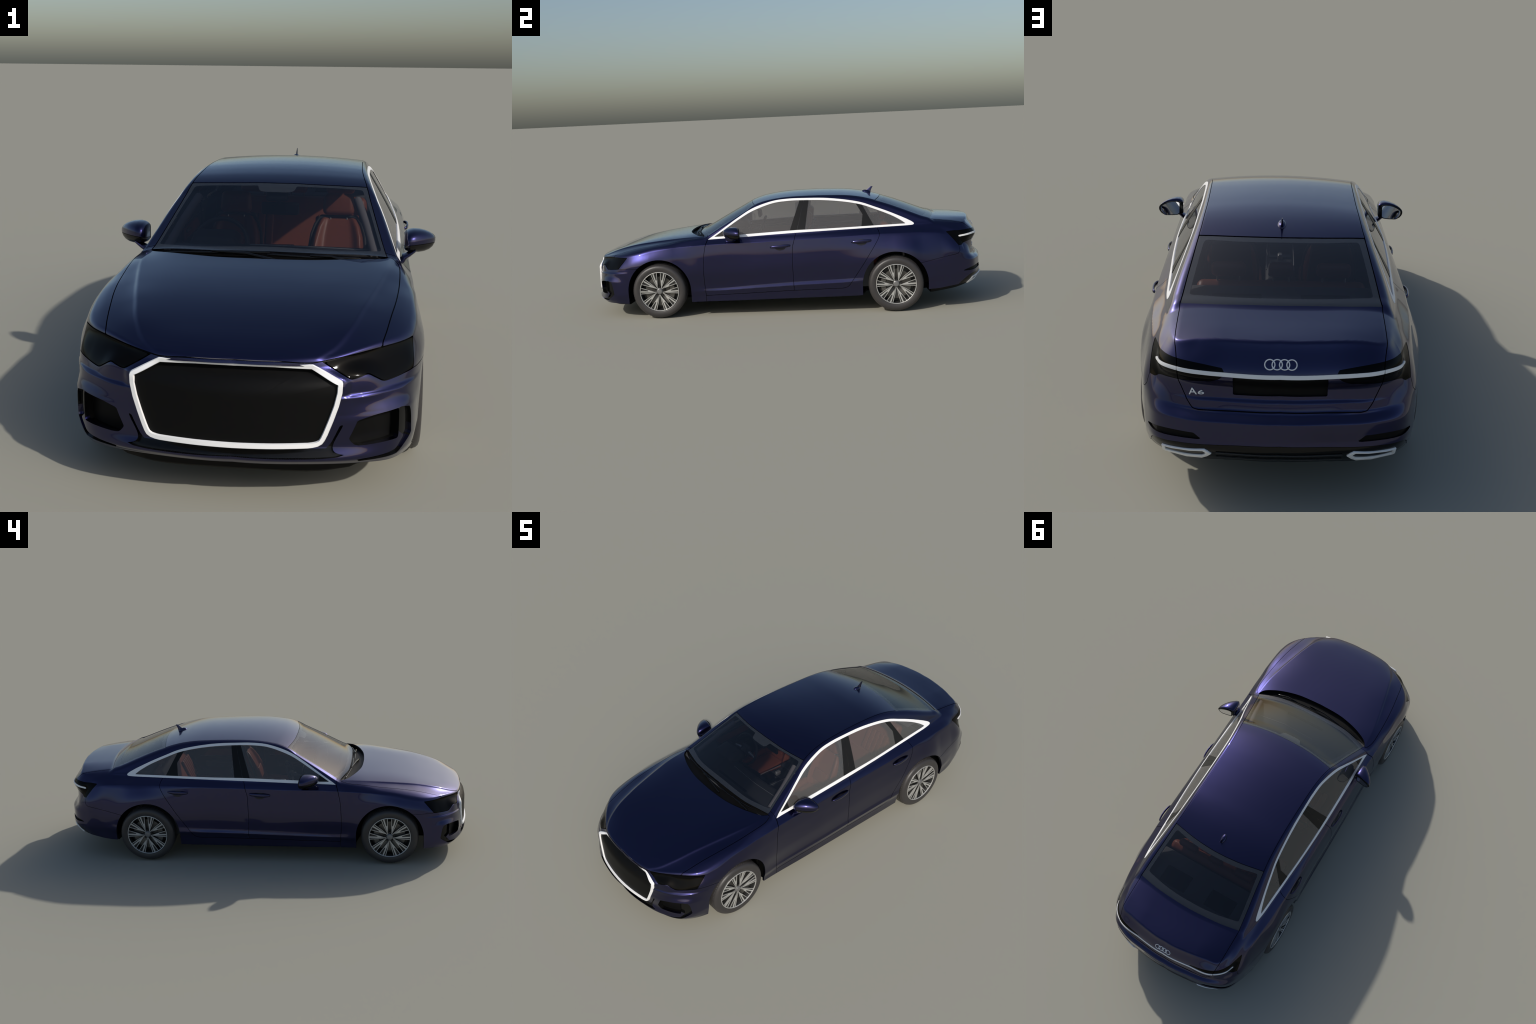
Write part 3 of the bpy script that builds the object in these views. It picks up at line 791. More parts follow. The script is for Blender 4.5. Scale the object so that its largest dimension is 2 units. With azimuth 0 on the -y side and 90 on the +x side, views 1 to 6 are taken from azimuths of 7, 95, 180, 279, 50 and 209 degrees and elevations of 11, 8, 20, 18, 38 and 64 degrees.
PLATE = outline([(-.05, .3545), (.1150, .3545)], [(.1150, .3545), (.1150, .3030)], [(.1150, .3030), (.1140, .2995), (.1100, .2988)], [(.1100, .2988), (-.05, .3008)], [(-.05, .3008), (-.05, .3545)])
skin.carve('plate', lambda P: np.maximum(poly_sdf(PLATE, P[:, 0], P[:, 2]), .7 - P[:, 1]), only=('boot_lid',))

# rear bumper inserts
REFLECTOR = outline(s3((.3300, .890, .1880), (.3215, .9033, .1930), (.2914, .9380, .2026), (.2448, .9616, .2058), (.2086, .9746, .2066)), s3((.2086, .9746, .2066), (.1876, .9802, .1904)),
                    s3((.1876, .9802, .1904), (.2222, .9714, .1895), (.2679, .9530, .1866), (.3065, .9263, .1843), (.3300, .890, .1845)), s3((.3300, .890, .1845), (.3300, .890, .1880)))
skin.carve('reflector', rear_sz(REFLECTOR))
DIFF = outline(s3((.3360, .862, .1110), (.3290, .885, .1350), (.3095, .9235, .1656), (.2679, .9557, .1719), (.2221, .9742, .1762), (.1666, .9864, .1784), (.0901, .9954, .1810), (0, .9986, .1818)),
               s3((0, .9986, .1818), (-.02, .9986, .1818)), s3((-.02, .9986, .1818), (-.02, .95, .05)), s3((-.02, .95, .05), (.3360, .862, .05)), s3((.3360, .862, .05), (.3360, .862, .1110)))
skin.carve('diffuser', rear_sz(DIFF), .0008)

# doors, bumpers, wings
A_SEAM = [(-.3640, .3905), (-.3745, .3840), (-.3857, .3566), (-.3952, .3078), (-.3981, .2682), (-.3990, .1929), (-.3931, .1063)]
B_SEAM = [(.0515, .1195), (.0500, .1582), (.0480, .2530), (.0500, .3315), (.0570, .3604), (.0700, .4100)]
DOOR_F = outline(A_SEAM, [(-.3931, .1063), (-.1816, .1120), (.0515, .1195)], B_SEAM, [(.0700, .4100), (-.3640, .3905)])
C_SEAM = [(.4670, .4200), (.4794, .3946), (.4790, .3745), (.4625, .3419), (.4267, .2851), (.3961, .2370), (.3374, .1523), (.3171, .1292), (.2949, .1227)]
B2 = [(.0700, .4100), (.0570, .3604), (.0500, .3315), (.0480, .2530), (.0500, .1582), (.0515, .1195)]
DOOR_R = outline(C_SEAM, [(.2949, .1227), (.1771, .1209), (.0515, .1190)], B_SEAM, [(.0700, .4100), (.4670, .4200)])
skin.carve('front_door', side_yz(DOOR_F), .0011, only=('side', 'gap'))
skin.carve('rear_door', side_yz(DOOR_R), .0011, only=('side', 'gap'))
skin.carve('front_wing', lambda P: np.maximum(P[:, 1] + np.interp(P[:, 2], [.1, .2, .3, .36, .38, .40], [.393, .399, .396, .386, .379, .379]), -(P[:, 1] + 1.2)), .0009)
s_hl, s_ar = s3((.3560, -.8348, .2535), (.3803, -.7509, .2539))[0][0], s3((.3803, -.740, .2539))[0][0]
BUMPER_F = [(S0 - .05, .02), (s_ar + .12, .02), (s_ar + .12, .2545), (s_ar, .2543), (s_hl, .2537), (s_hl - .012, .300), (S0 - .05, .300)]
skin.carve('front_bumper', front_sz(np.array(BUMPER_F)), .0008, only=('front_wing',))
BUMPER_R = np.array(s3((.3735, .60, .2250), (.3735, .6917, .2401), (.3536, .8071, .2631), (.3400, .862, .2735), (.3330, .8721, .2860), (.3243, .8660, .3250)) + [(S1 + .05, .345), (S1 + .05, .02)] + s3((.37, .60, .02)))
skin.carve('rear_bumper', lambda P: np.maximum(poly_sdf(BUMPER_R, S_of(P), P[:, 2]), .56 - P[:, 1]), .0008)

# ---- emit the panels
emit(skin, 'side', 'body_side', PAINT, car, 0, .010, 'pair')
emit(skin, 'bonnet', 'bonnet', PAINT, car, 0, .008)
emit(skin, 'roof', 'roof', PAINT, car, 0, .006)
lid = emit(skin, 'boot_lid', 'boot_lid', PAINT, car, 0, .008)[0]
doorsF = emit(skin, 'front_door', 'front_door', PAINT, car, 0, .010, 'pair')
doorsR = emit(skin, 'rear_door', 'rear_door', PAINT, car, 0, .010, 'pair')
emit(skin, 'front_wing', 'front_wing', PAINT, car, 0, .010, 'pair')
fb = emit(skin, 'front_bumper', 'front_bumper', PAINT, car, 0, .012)[0]
rb = emit(skin, 'rear_bumper', 'rear_bumper', PAINT, car, 0, .012)[0]
emit(skin, 'gap', 'panel_gap', SATIN, car, -.0060, 0)[0]['kind'] = 'stuff'
emit(skin, 'trim', 'window_trim', CHROME, car, .0004, .006, 'pair')
emit(skin, 'side_glass', 'side_window', GLASS_S, car, -.0015, 0, 'pair')
emit(skin, 'pillar', 'door_pillar', PILLAR, car, -.0005, .004, 'pair')
emit(skin, 'sail', 'mirror_triangle', PILLAR, car, -.0005, .004, 'pair')
emit(skin, 'windscreen', 'windscreen_border', BAND, car, -.001, 0)
emit(skin, 'windscreen_clear', 'windscreen', GLASS_F, car, -.001, 0)
emit(skin, 'rear_window', 'rear_window_border', BAND, car, -.002, .004)
emit(skin, 'rear_clear', 'rear_window', GLASS_R, car, -.002, 0)
emit(skin, 'headlamp', 'headlight', LAMP, car, .0004, .006, 'pair')
emit(skin, 'tail_lamp', 'tail_light', LAMP, car, -.0008, .004, 'pair')
emit(skin, 'light_bar', 'light_bar', CHROME, lid, .0018, .005)
emit(skin, 'plate', 'plate_recess', SATIN, lid, -.006, -.0)
emit(skin, 'intake', 'air_intake', SATIN, fb, -.022, 0, 'pair')
emit(skin, 'channel', 'intake_channel', BLACK, fb, -.008, 0, 'pair')
emit(skin, 'slot', 'lower_intake', BLACK, fb, -.010, 0)
emit(skin, 'reflector', 'bumper_slot', SATIN, rb, -.006, 0, 'pair')
emit(skin, 'diffuser', 'diffuser', BLACK, rb, -.002, .006)
for lab, dep in (('intake', .022), ('channel', .008), ('slot', .010), ('reflector', .006), ('plate', .006)):
    # walls of the recesses
    V, N, F = skin.take(lab)
    V2, N2, F2 = add_flange(V, N, F, dep + .001)
    F2 = F2[len(F):]
    mx = np.array([-1, 1, 1])
    o = make_mesh('recess_wall', np.concatenate([V2, V2 * mx]), np.concatenate([F2, F2[:, ::-1] + len(V2)]), PAINT if lab == 'plate' else BLACK, None, lid if lab == 'plate' else (rb if lab == 'reflector' else fb))

# ================================================================ front grille
grille = empty('grille', car)
def lift(loop, dy):
    return np.stack([loop[:, 0], grille_y(loop[:, 0], loop[:, 1]) + dy, loop[:, 1]], 1)
def refine(loop, step=.006):
    out = []
    for a, b in zip(loop, np.roll(loop, -1, 0)):
        k = max(1, int(np.linalg.norm(b - a) / step))
        out += [a + (b - a) * t for t in np.linspace(0, 1, k, endpoint=False)]
    return np.array(out)
def frame_ring():
    base = refine(grille_loop(0.0)); m = len(base)
    nrm = []
    for i in range(m):
        t = base[(i + 1) % m] - base[i - 1]; t /= np.linalg.norm(t); nrm.append((t[1], -t[0]))
    nrm = np.array(nrm)
    # soften corner normals so the mitres stay even
    for _ in range(2):
        nrm = nrm + np.roll(nrm, 1, 0) + np.roll(nrm, -1, 0); nrm /= np.linalg.norm(nrm, axis=1, keepdims=True)
    rings = []
    for ins, dy in ((-.0004, .016), (-.0004, .000), (.0010, -.0022), (.0088, -.0012), (.0100, .0015), (.0104, .012)):
        q = base + nrm * ins
        rings.append([tuple(p) for p in lift(q, dy)])
    return rings
loft('grille_frame', frame_ring(), CHROME, grille, cap=False, angle=30)
# dark mesh panel inside the frame
base = refine(grille_loop(.009), .01)
cen = np.array([0, .21]); rings = []
for k in (1.0, .9, .75, .55, .3, .08):
    q = cen + (base - cen) * k
    rings.append([(p[0], p[1] + .0045 + .012 * max(0.0, (p[2] - .235) / .055), p[2]) for p in lift(q, 0.0)])
loft('grille_panel', rings, principled('grille_black', (.004, .004, .004), .45, spec=.12, grain=.2, grain_scale=500), grille, cap=True, angle=60)

# ================================================================ wheels
def spoke_polys():
    """flat pieces of one V of the wheel face, in (radius-tangent) plane; V axis points down (-z)"""
    R = .0965
    def pol(r, a): a = math.radians(a); return (r * math.sin(a), -r * math.cos(a))
    dark, bright = [], []
    for sg in (-1, 1):
        slot = math.radians(36)
        ax = np.array([math.sin(slot), -math.cos(slot)]); side = np.array([-math.cos(slot), -math.sin(slot)])   # towards V axis
        def sl(r, off): p = ax * r + side * off; return (p[0], p[1])
        dpoly = [(0.0005, -.0150), pol(.030, 5), pol(.060, 10), pol(R, 11.6), pol(R, 19), sl(R, .0085), sl(.016, .0085)]
        b_out = [sl(.017, .0085), sl(R, .0085), sl(R, .0107), sl(.060, .0112), sl(.020, .0115)]
        b_main = [pol(.018, 16), pol(.055, 20.5), pol(R, 20.8), pol(R, 17.0), pol(.055, 14.2), pol(.018, 6)]
        b_fill = [sl(.017, .009), sl(.058, .009), pol(.058, 20.0), pol(.018, 14)]
        b_in = [(0.0003, -.0155), pol(.055, 8.5), pol(R, 11.4), pol(R, 13.0), pol(.055, 11.2), pol(.018, 6.5)]
        for lst, tgt in ((dpoly, dark), (b_out, bright), (b_main, bright), (b_fill, bright), (b_in, bright)):
            tgt.append([(p[0] * sg, p[1]) for p in lst])
    return dark, bright

def face_x(r): return .3665 + .0050 * (r / .0985) ** 1.5        # dished wheel face

def extrude_polys(name, polys, lift_x, thick, mat, parent, turns=5):
    bm = bmesh.new()
    for k in range(turns):
        a = k * 2 * math.pi / turns; ca, sa = math.cos(a), math.sin(a)
        for poly in polys:
            # resample long edges so pieces follow the dish
            pts = []
            for p, q in zip(poly, poly[1:] + poly[:1]):
                n = max(1, int(math.dist(p, q) / .012))
                pts += [(p[0] + (q[0] - p[0]) * t / n, p[1] + (q[1] - p[1]) * t / n) for t in range(n)]
            top, bot = [], []
            for u, v in pts:
                y, z = u * ca - v * sa, u * sa + v * ca
                x = face_x(math.hypot(u, v)) + lift_x
                top.append(bm.verts.new((x, y, z))); bot.append(bm.verts.new((x - thick, y, z)))
            bm.faces.new(top); bm.faces.new(bot[::-1])
            m = len(top)
            for i in range(m):
                j = (i + 1) % m; bm.faces.new((top[i], bot[i], bot[j], top[j]))
    return from_bm(name, bm, mat, parent, 25)

TYRE = [(.2800, .1000), (.2770, .1080), (.2765, .1180), (.2800, .1270), (.2860, .1325), (.2920, .1345)]
for g in (.306, .3205, .335, .3495):                            # four tread grooves
    TYRE += [(g - .0022, .1360), (g - .0018, .1325), (g + .0018, .1325), (g + .0022, .1360)]
TYRE += [(.3600, .1348), (.3665, .1322), (.3715, .1275), (.3742, .1200), (.3740, .1120), (.3728, .1050), (.3718, .1015), (.3700, .0990), (.3600, .0980)]
BARREL = [(.2800, .1000), (.2850, .0960), (.3000, .0900), (.3300, .0880), (.3550, .0900), (.3690, .0945), (.3720, .0960), (.3732, .0975), (.3728, .0988), (.3700, .0994)]

def tread_blocks(name, mat, parent):
    bm = bmesh.new()
    for k in range(72):
        a = 2 * math.pi * k / 72
        for x0, x1 in ((.2925, .3035), (.3520, .3600)):
            for da in (0,):
                w = .0010
                for s in (1,):
                    r0, r1 = .1345, .1356
                    vs = []
                    for r in (r0 - .004, r1):
                        for (x, off) in ((x0, -w), (x1, -w + .010), (x1, w + .010 + .003), (x0, w + .003)):
                            t = a + off / .1365
                            vs.append(bm.verts.new((x, r * math.cos(t), r * math.sin(t))))
                    for f in ((0, 1, 2, 3), (7, 6, 5, 4), (0, 4, 5, 1), (1, 5, 6, 2), (2, 6, 7, 3), (3, 7, 4, 0)):
                        bm.faces.new([vs[i] for i in f])
    return from_bm(name, bm, mat, parent, None)

def build_wheel():
    w = empty('wheel')
    parts = [revolve_x('tyre', TYRE, RUBBER, w, 128)]
    t = tread_blocks('tread', RUBBER, w); t['kind'] = 'stuff'; parts.append(t)
    parts.append(revolve_x('rim', BARREL, ALLOY_DARK, w, 128))
    parts.append(revolve_x('rim_lip', [(.3690, .0950), (.3734, .0962), (.3744, .0975), (.3740, .0990), (.3715, .0998)], ALLOY, w, 128))
    dark, bright = spoke_polys()
    parts.append(extrude_polys('spoke', dark, -.0030, .014, ALLOY_DARK, w))
    parts.append(extrude_polys('spoke_face', bright, 0.0, .0035, ALLOY, w))
    parts.append(revolve_x('hub', [(.3300, .0165), (.3620, .0165), (.3655, .0150), (.3665, .0132), (.3685, .0128), (.3697, .0115), (.3701, .0090), (.3702, .0)], principled('hub_grey', (.22, .22, .22), .35, .5), w, 64))
    parts.append(revolve_x('brake_shield', [(.3390, .0), (.3390, .0885), (.3370, .0890)], ALLOY_DARK, w, 64))
    # bolts
    bm = bmesh.new()
    for k in range(5):
        a = math.radians(90 + 36 + 72 * k - 36)
        bmesh.ops.create_cone(bm, cap_ends=True, segments=6, radius1=.0042, radius2=.0038, depth=.010,
                              matrix=Matrix.Translation((.3615, .0225 * math.cos(a), .0225 * math.sin(a))) @ Matrix.Rotation(math.pi / 2, 4, 'Y'))
    parts.append(from_bm('wheel_bolt', bm, ALLOY_DARK, w, 30))
    parts.append(revolve_x('brake_disc', [(.3500, .016), (.3510, .032), (.3520, .034), (.3520, .0740), (.3420, .0740), (.3420, .034)], STEEL, w, 96))
    return w, parts

wheel_proto, wheel_parts = build_wheel()
def caliper(parent):
    bm = bmesh.new()
    prof = np.radians(np.linspace(-34, 34, 14))
    R = []
    for a in prof:
        ring = [(.3330, .050), (.3330, .078), (.3360, .081), (.3520, .081), (.3575, .076), (.3575, .054), (.3540, .050)]
        R.append([bm.verts.new((x, r * math.cos(a), r * math.sin(a))) for x, r in ring])
    for a, b in zip(R[:-1], R[1:]):
        for i in range(7): bm.faces.new((a[i], a[(i + 1) % 7], b[(i + 1) % 7], b[i]))
    bm.faces.new(R[0]); bm.faces.new(R[-1][::-1])
    return from_bm('brake_caliper', bm, STEEL, parent, 35)
cal = caliper(wheel_proto); wheel_parts.append(cal)

TRACK = .0095                                              # wheels stand nearly flush with the arches
def place_wheel(w, parts, y, sx):
    # the prototype sits at +x; the other side is turned about z
    w.location = ((TRACK if y < 0 else TRACK - .003) * sx, y, .1365)
    w.rotation_euler = (0, 0, 0 if sx > 0 else math.pi)
    w.parent = car
first = True
for y in (-.6275, .5565):
    for sx in (1, -1):
        if first:
            place_wheel(wheel_proto, wheel_parts, y, sx); first = False
            continue
        w = wheel_proto.copy(); COLL.objects.link(w)
        for p in wheel_parts:
            q = p.copy(); COLL.objects.link(q); q.parent = w
            if p.name.startswith('brake_caliper') and (y > 0) == (sx > 0): q.rotation_euler = (math.pi, 0, 0)
        place_wheel(w, None, y, sx)

# ================================================================ underside
def liner(name, y0, r, sx):
    bm = bmesh.new()
    angs = np.radians(np.linspace(-18 if y0 < 0 else -8, 198, 60))
    R = [[bm.verts.new((sx * x, y0 + q * math.cos(a), .1365 + q * math.sin(a))) for a in angs] for x, q in ((.356, r + .022), (.195, r + .022))]
    for A, B in zip(R[:-1], R[1:]):
        for i in range(len(angs) - 1): bm.faces.new((A[i], A[i + 1], B[i + 1], B[i]))
    bm.faces.new(B)
    return from_bm(name, bm, SATIN, car, 60)
for y, z, r in AXLE:
    for sx in (1, -1): liner('wheel_arch_liner', y, r, sx)

def floor():
    """flat undertray that follows the lower edge of the body"""
    ys = np.concatenate([np.linspace(-.955, -.80, 18), np.linspace(-.79, .72, 60), np.linspace(.73, .945, 20)])
    A = np.array(FLANK['lower_edge']); C = curve_pts(A, 20)
    bm = bmesh.new(); rows = []
    order = np.argsort(C[:, 1]); Cy, Cx, Cz = C[order, 1], C[order, 0], C[order, 2]
    for y in ys:
        xo = float(np.interp(y, Cy, Cx)) - .004; ze = float(np.interp(y, Cy, Cz)) + .003
        for ya, za, r in AXLE:
            if abs(y - ya) < r + .004: xo = min(xo, .200)
        zc = float(np.interp(y, [-.955, -.92, -.86, -.6, .7, .85, .945], [.086, .068, .058, .060, .070, .090, .112]))
        row = []
        for k in (-1, -.96, -.8, -.5, 0, .5, .8, .96, 1):
            w = min(1, (1 - abs(k)) / .2); row.append(bm.verts.new((xo * k, y, ze + (min(zc, ze) - ze) * w)))
        rows.append(row)
    for a, b in zip(rows[:-1], rows[1:]):
        for i in range(8): bm.faces.new((a[i], a[i + 1], b[i + 1], b[i]))
    return from_bm('underbody', bm, SATIN, car, 40)
floor()
def air_dam():
    rows = []
    for x in np.linspace(-.29, .29, 41):
        a = abs(x); y = float(np.interp(a, [0, .10, .15, .25, .29], [-.966, -.962, -.956, -.928, -.908])); zt = .089
        zb = float(np.interp(a, [0, .18, .235, .25, .29], [.060, .058, .064, .072, .074]))
        rows.append([(x, y, zt), (x, y + .006, zb + .004), (x, y + .010, zb), (x, y + .080, zb + .002), (x, y + .080, zt)])
    return loft('air_dam', rows, SATIN, car, angle=30)
air_dam()
# radiator blind behind the nose so no light passes through the engine bay
rounded_box('radiator', (.56, .02, .20), (0, -.86, .18), SATIN, car, .004)
rounded_box('bulkhead', (.60, .012, .30), (0, -.45, .22), SATIN, car, .004)
rounded_box('boot_wall', (.60, .012, .30), (0, .60, .24), CABIN, car, .004)

# cowl tray and wipers
def cowl():
    xs = np.linspace(-.31, .31, 41); bm = bmesh.new(); rows = []
    for x in xs:
        a = abs(x); f = np.interp(a, [0, .115, .199, .256, .289, .31], [-.4955, -.489, -.468, -.445, -.424, -.396])
        b = np.interp(a, [0, .072, .165, .222, .30, .31], [-.4365, -.4357, -.431, -.419, -.395, -.39])
        zt = np.interp(a, [0, .2, .31], [.396, .394, .388])
        rows.append([bm.verts.new((x, f - .012, zt - .004)), bm.verts.new((x, f + .010, zt - .010)), bm.verts.new((x, (f + b) / 2, zt - .008)),
                     bm.verts.new((x, b - .006, zt - .004)), bm.verts.new((x, b + .012, zt + .002))])
    for p, q in zip(rows[:-1], rows[1:]):
        for i in range(4): bm.faces.new((p[i], p[i + 1], q[i + 1], q[i]))
    return from_bm('scuttle_panel', bm, SATIN, car, 50)
cowl()
def on_screen(x, y, up=.004):
    return (x, y, float(roof(np.array([abs(x)]), np.array([y]))[0]) + up)
def wiper(x0, y0, x1, y1, px, py):
    w = empty('wiper', car)
    pts = [on_screen(x0 + (x1 - x0) * t, y0 + (y1 - y0) * t - .010 * math.sin(math.pi * t), .005) for t in np.linspace(0, 1, 14)]
    tube('wiper_blade', pts, [.0012] + [.0030] * 12 + [.0012], BLACK, w, n=8)
    m = pts[6]
    tube('wiper_arm', [(px, py, m[2] - .012), ((px + m[0]) / 2, (py + m[1]) / 2 - .004, m[2] + .004), (m[0], m[1], m[2] + .004)], [.005, .0035, .0028], BLACK, w, n=8)
wiper(-.262, -.418, .010, -.444, .040, -.468)
wiper(.005, -.450, .235, -.424, .215, -.445)

# ================================================================ exhaust trims
def tail_points(XZ):
    """points and normals of the tail skin at the given (x, z)"""
    XZ = np.asarray(XZ, float); lo = np.full(len(XZ), .85); hi = np.full(len(XZ), 1.05)
    at = lambda y: np.stack([XZ[:, 0], y, XZ[:, 1]], 1)
    for _ in range(18):
        m = .5 * (lo + hi); neg = body_field(at(m)) < 0
        lo = np.where(neg, m, lo); hi = np.where(neg, hi, m)
    return at(lo), grad(at(lo))
def tail_point(x, z):
    p, n = tail_points([(x, z)]); return Vector(p[0]), Vector(n[0])
def exhaust(sx):
    e = empty('exhaust_trim', rb)
    OUT = [(.2930, .1490), (.2650, .1530), (.2200, .1600), (.1830, .1660), (.1750, .1610), (.1661, .1507), (.1760, .1390), (.1909, .1275), (.2300, .1225), (.2873, .1165), (.2930, .1170), (.2945, .1200)]
    INN = [(.2850, .1462), (.2650, .1490), (.2200, .1552), (.1885, .1597), (.1840, .1565), (.1795, .1515), (.1840, .1440), (.1899, .1392), (.2300, .1342), (.2810, .1282), (.2840, .1280), (.2850, .1300)]
    def lay(pts, out, k=0.0):
        A = np.array(pts); A = A + (np.array(INN) - A) * k
        p, n = tail_points(A); q = (p + n * out) * [sx, 1, 1]
        return [tuple(v) for v in q]
    loft('exhaust_ring', [lay(OUT, -.010), lay(OUT, .0012), lay(OUT, .0026, .14), lay(OUT, .0026, .80), lay(INN, .0012), lay(INN, -.010)], CHROME, e, cap=False, angle=25)
    c = np.array(INN).mean(0)
    sm = [tuple(c + (np.array(p) - c) * .1) for p in INN]
    loft('exhaust_hole', [lay(INN, -.0025), lay(sm, -.0035)], SATIN, e, cap=True, angle=60)
for sx in (1, -1): exhaust(sx)
for z, w in ((.1560, .0016), (.1330, .0014)):
    pts = [Vector(p) + Vector(n) * .0002 for p, n in zip(*tail_points([(x, z) for x in np.linspace(-.155, .155, 25)]))]
    tube('diffuser_rib', pts, w, principled('rib_black', (.02, .02, .02), .3), rb, n=8)

# ================================================================ rear badges
badge = empty('ring_badge', lid)
c0, n0 = tail_point(0, .3870)
tz = (Vector((0, 0, 1)) - n0 * n0.z).normalized(); tx = Vector((-1, 0, 0))
for k in range(4):
    cc = c0 + tx * ((k - 1.5) * .0176) + n0 * .0016
    pts = [cc + tx * (.0122 * math.cos(a)) + tz * (.0122 * math.sin(a)) for a in np.linspace(0, 2 * math.pi, 48, endpoint=False)]
    pts = [Vector(p) + n0 * .0012 for p in tail_points([(p.x, p.z) for p in pts])[0]]
    tube('badge_ring', pts, .0015, CHROME, badge, closed=True, n=8)
lettering = empty('model_lettering', lid)
for ch, x0, x1, z0, z1, h in (('A', .2222, .2022, .2938, .2960, .0172), ('6', .1996, .1846, .2963, .2976, .0108)):
    cu = bpy.data.curves.new('letter', 'FONT'); cu.body = ch; cu.size = 1.0; cu.extrude = .03
    to = bpy.data.objects.new('letter', cu); COLL.objects.link(to)
    bpy.context.view_layer.update()
    me = bpy.data.meshes.new_from_object(to.evaluated_get(bpy.context.evaluated_depsgraph_get()))
    bpy.data.objects.remove(to)
    co = np.array([v.co[:] for v in me.vertices]); lo, hi = co.min(0), co.max(0)
    p, n = tail_point(x0, z0); q, n2 = tail_point(x1, z1)
    ex = q - p; w = ex.length; ex.normalize(); ez = (Vector((0, 0, 1)) - ex * ex.z).normalized(); ny = ex.cross(ez)
    M = Matrix((ex * (w / (hi[0] - lo[0])), ez * (h / (hi[1] - lo[1])), ny * .04)).transposed().to_4x4()
    M.translation = p + n * .0012
    me.transform(Matrix.Translation((-lo[0], -lo[1], 0))); me.transform(M)
    me.materials.append(CHROME)
    lt = bpy.data.objects.new('letter', me); COLL.objects.link(lt); lt.parent = lettering

# ================================================================ roof aerial
def aerial():
    zr = float(roof(np.zeros(1), np.array([.44]))[0])
    rings = []
    for t, half, w in ((0.0, .0235, .0130), (.35, .0220, .0122), (.75, .0170, .0085), (.95, .010, .0045)):
        yc = .4300 + .004 * t
        rings.append([(w * math.cos(a) * (1 if True else 1), yc + half * math.sin(a), float(roof(np.zeros(1), np.array([yc + half * math.sin(a)]))[0]) - .002 + .012 * t) for a in np.linspace(0, 2 * math.pi, 20, endpoint=False)])
    o = empty('roof_aerial', car)
    loft('aerial_base', rings, PAINT, o, angle=60)
    fin = []
    for h, y0, y1, w in ((0, .418, .452, .0060), (.010, .432, .455, .0040), (.020, .445, .4600, .0026), (.0285, .4545, .4650, .0012)):
        z = zr + h + .001 - (.004 if h == 0 else 0)
        fin.append([(w * .3, y0, z), (w, (y0 + y1) / 2, z), (w * .7, y1, z), (-w * .7, y1, z), (-w, (y0 + y1) / 2, z), (-w * .3, y0, z)])
    loft('aerial_fin', fin, PAINT, o, angle=50)
aerial()

# ================================================================ door handles
def handle(door, y0, y1, z0, z1, sx):
    h = empty('door_handle', door)
    ym = (y0 + y1) / 2; zm = (z0 + z1) / 2
    def xs(y, z):
        s, _ = wrap(np.array([.36]), np.array([y])); return float(SHELL(s, np.array([z]))[0])
    rings = []
    for t in np.linspace(0, 1, 25):
        y = y0 + (y1 - y0) * t; z = z0 + (z1 - z0) * t
        bow = math.sin(math.pi * t) ** .45
        hh = .0082 * min(1, (math.sin(math.pi * t) + .12) ** .35)
        x = xs(y, z) + .0005 + .0105 * bow
        th = .0042
        rings.append([(sx * (x + th * math.cos(a) * .9), y, z + hh * math.sin(a)) for a in np.linspace(0, 2 * math.pi, 14, endpoint=False)])
    loft('handle_grip', rings, PAINT, h, angle=60)
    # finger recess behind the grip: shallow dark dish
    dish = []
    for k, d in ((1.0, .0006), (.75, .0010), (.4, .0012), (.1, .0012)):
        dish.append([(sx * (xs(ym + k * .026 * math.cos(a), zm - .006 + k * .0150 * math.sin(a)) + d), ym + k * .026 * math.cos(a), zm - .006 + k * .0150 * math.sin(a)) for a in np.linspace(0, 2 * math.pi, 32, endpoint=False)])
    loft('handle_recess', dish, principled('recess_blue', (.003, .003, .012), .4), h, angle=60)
for sx, df, dr in ((1, doorsF[0], doorsR[0]), (-1, doorsF[1], doorsR[1])):
    handle(df, -.0615, .0405, .3395, .3455, sx)
    handle(dr, .3415, .4405, .3510, .3570, sx)

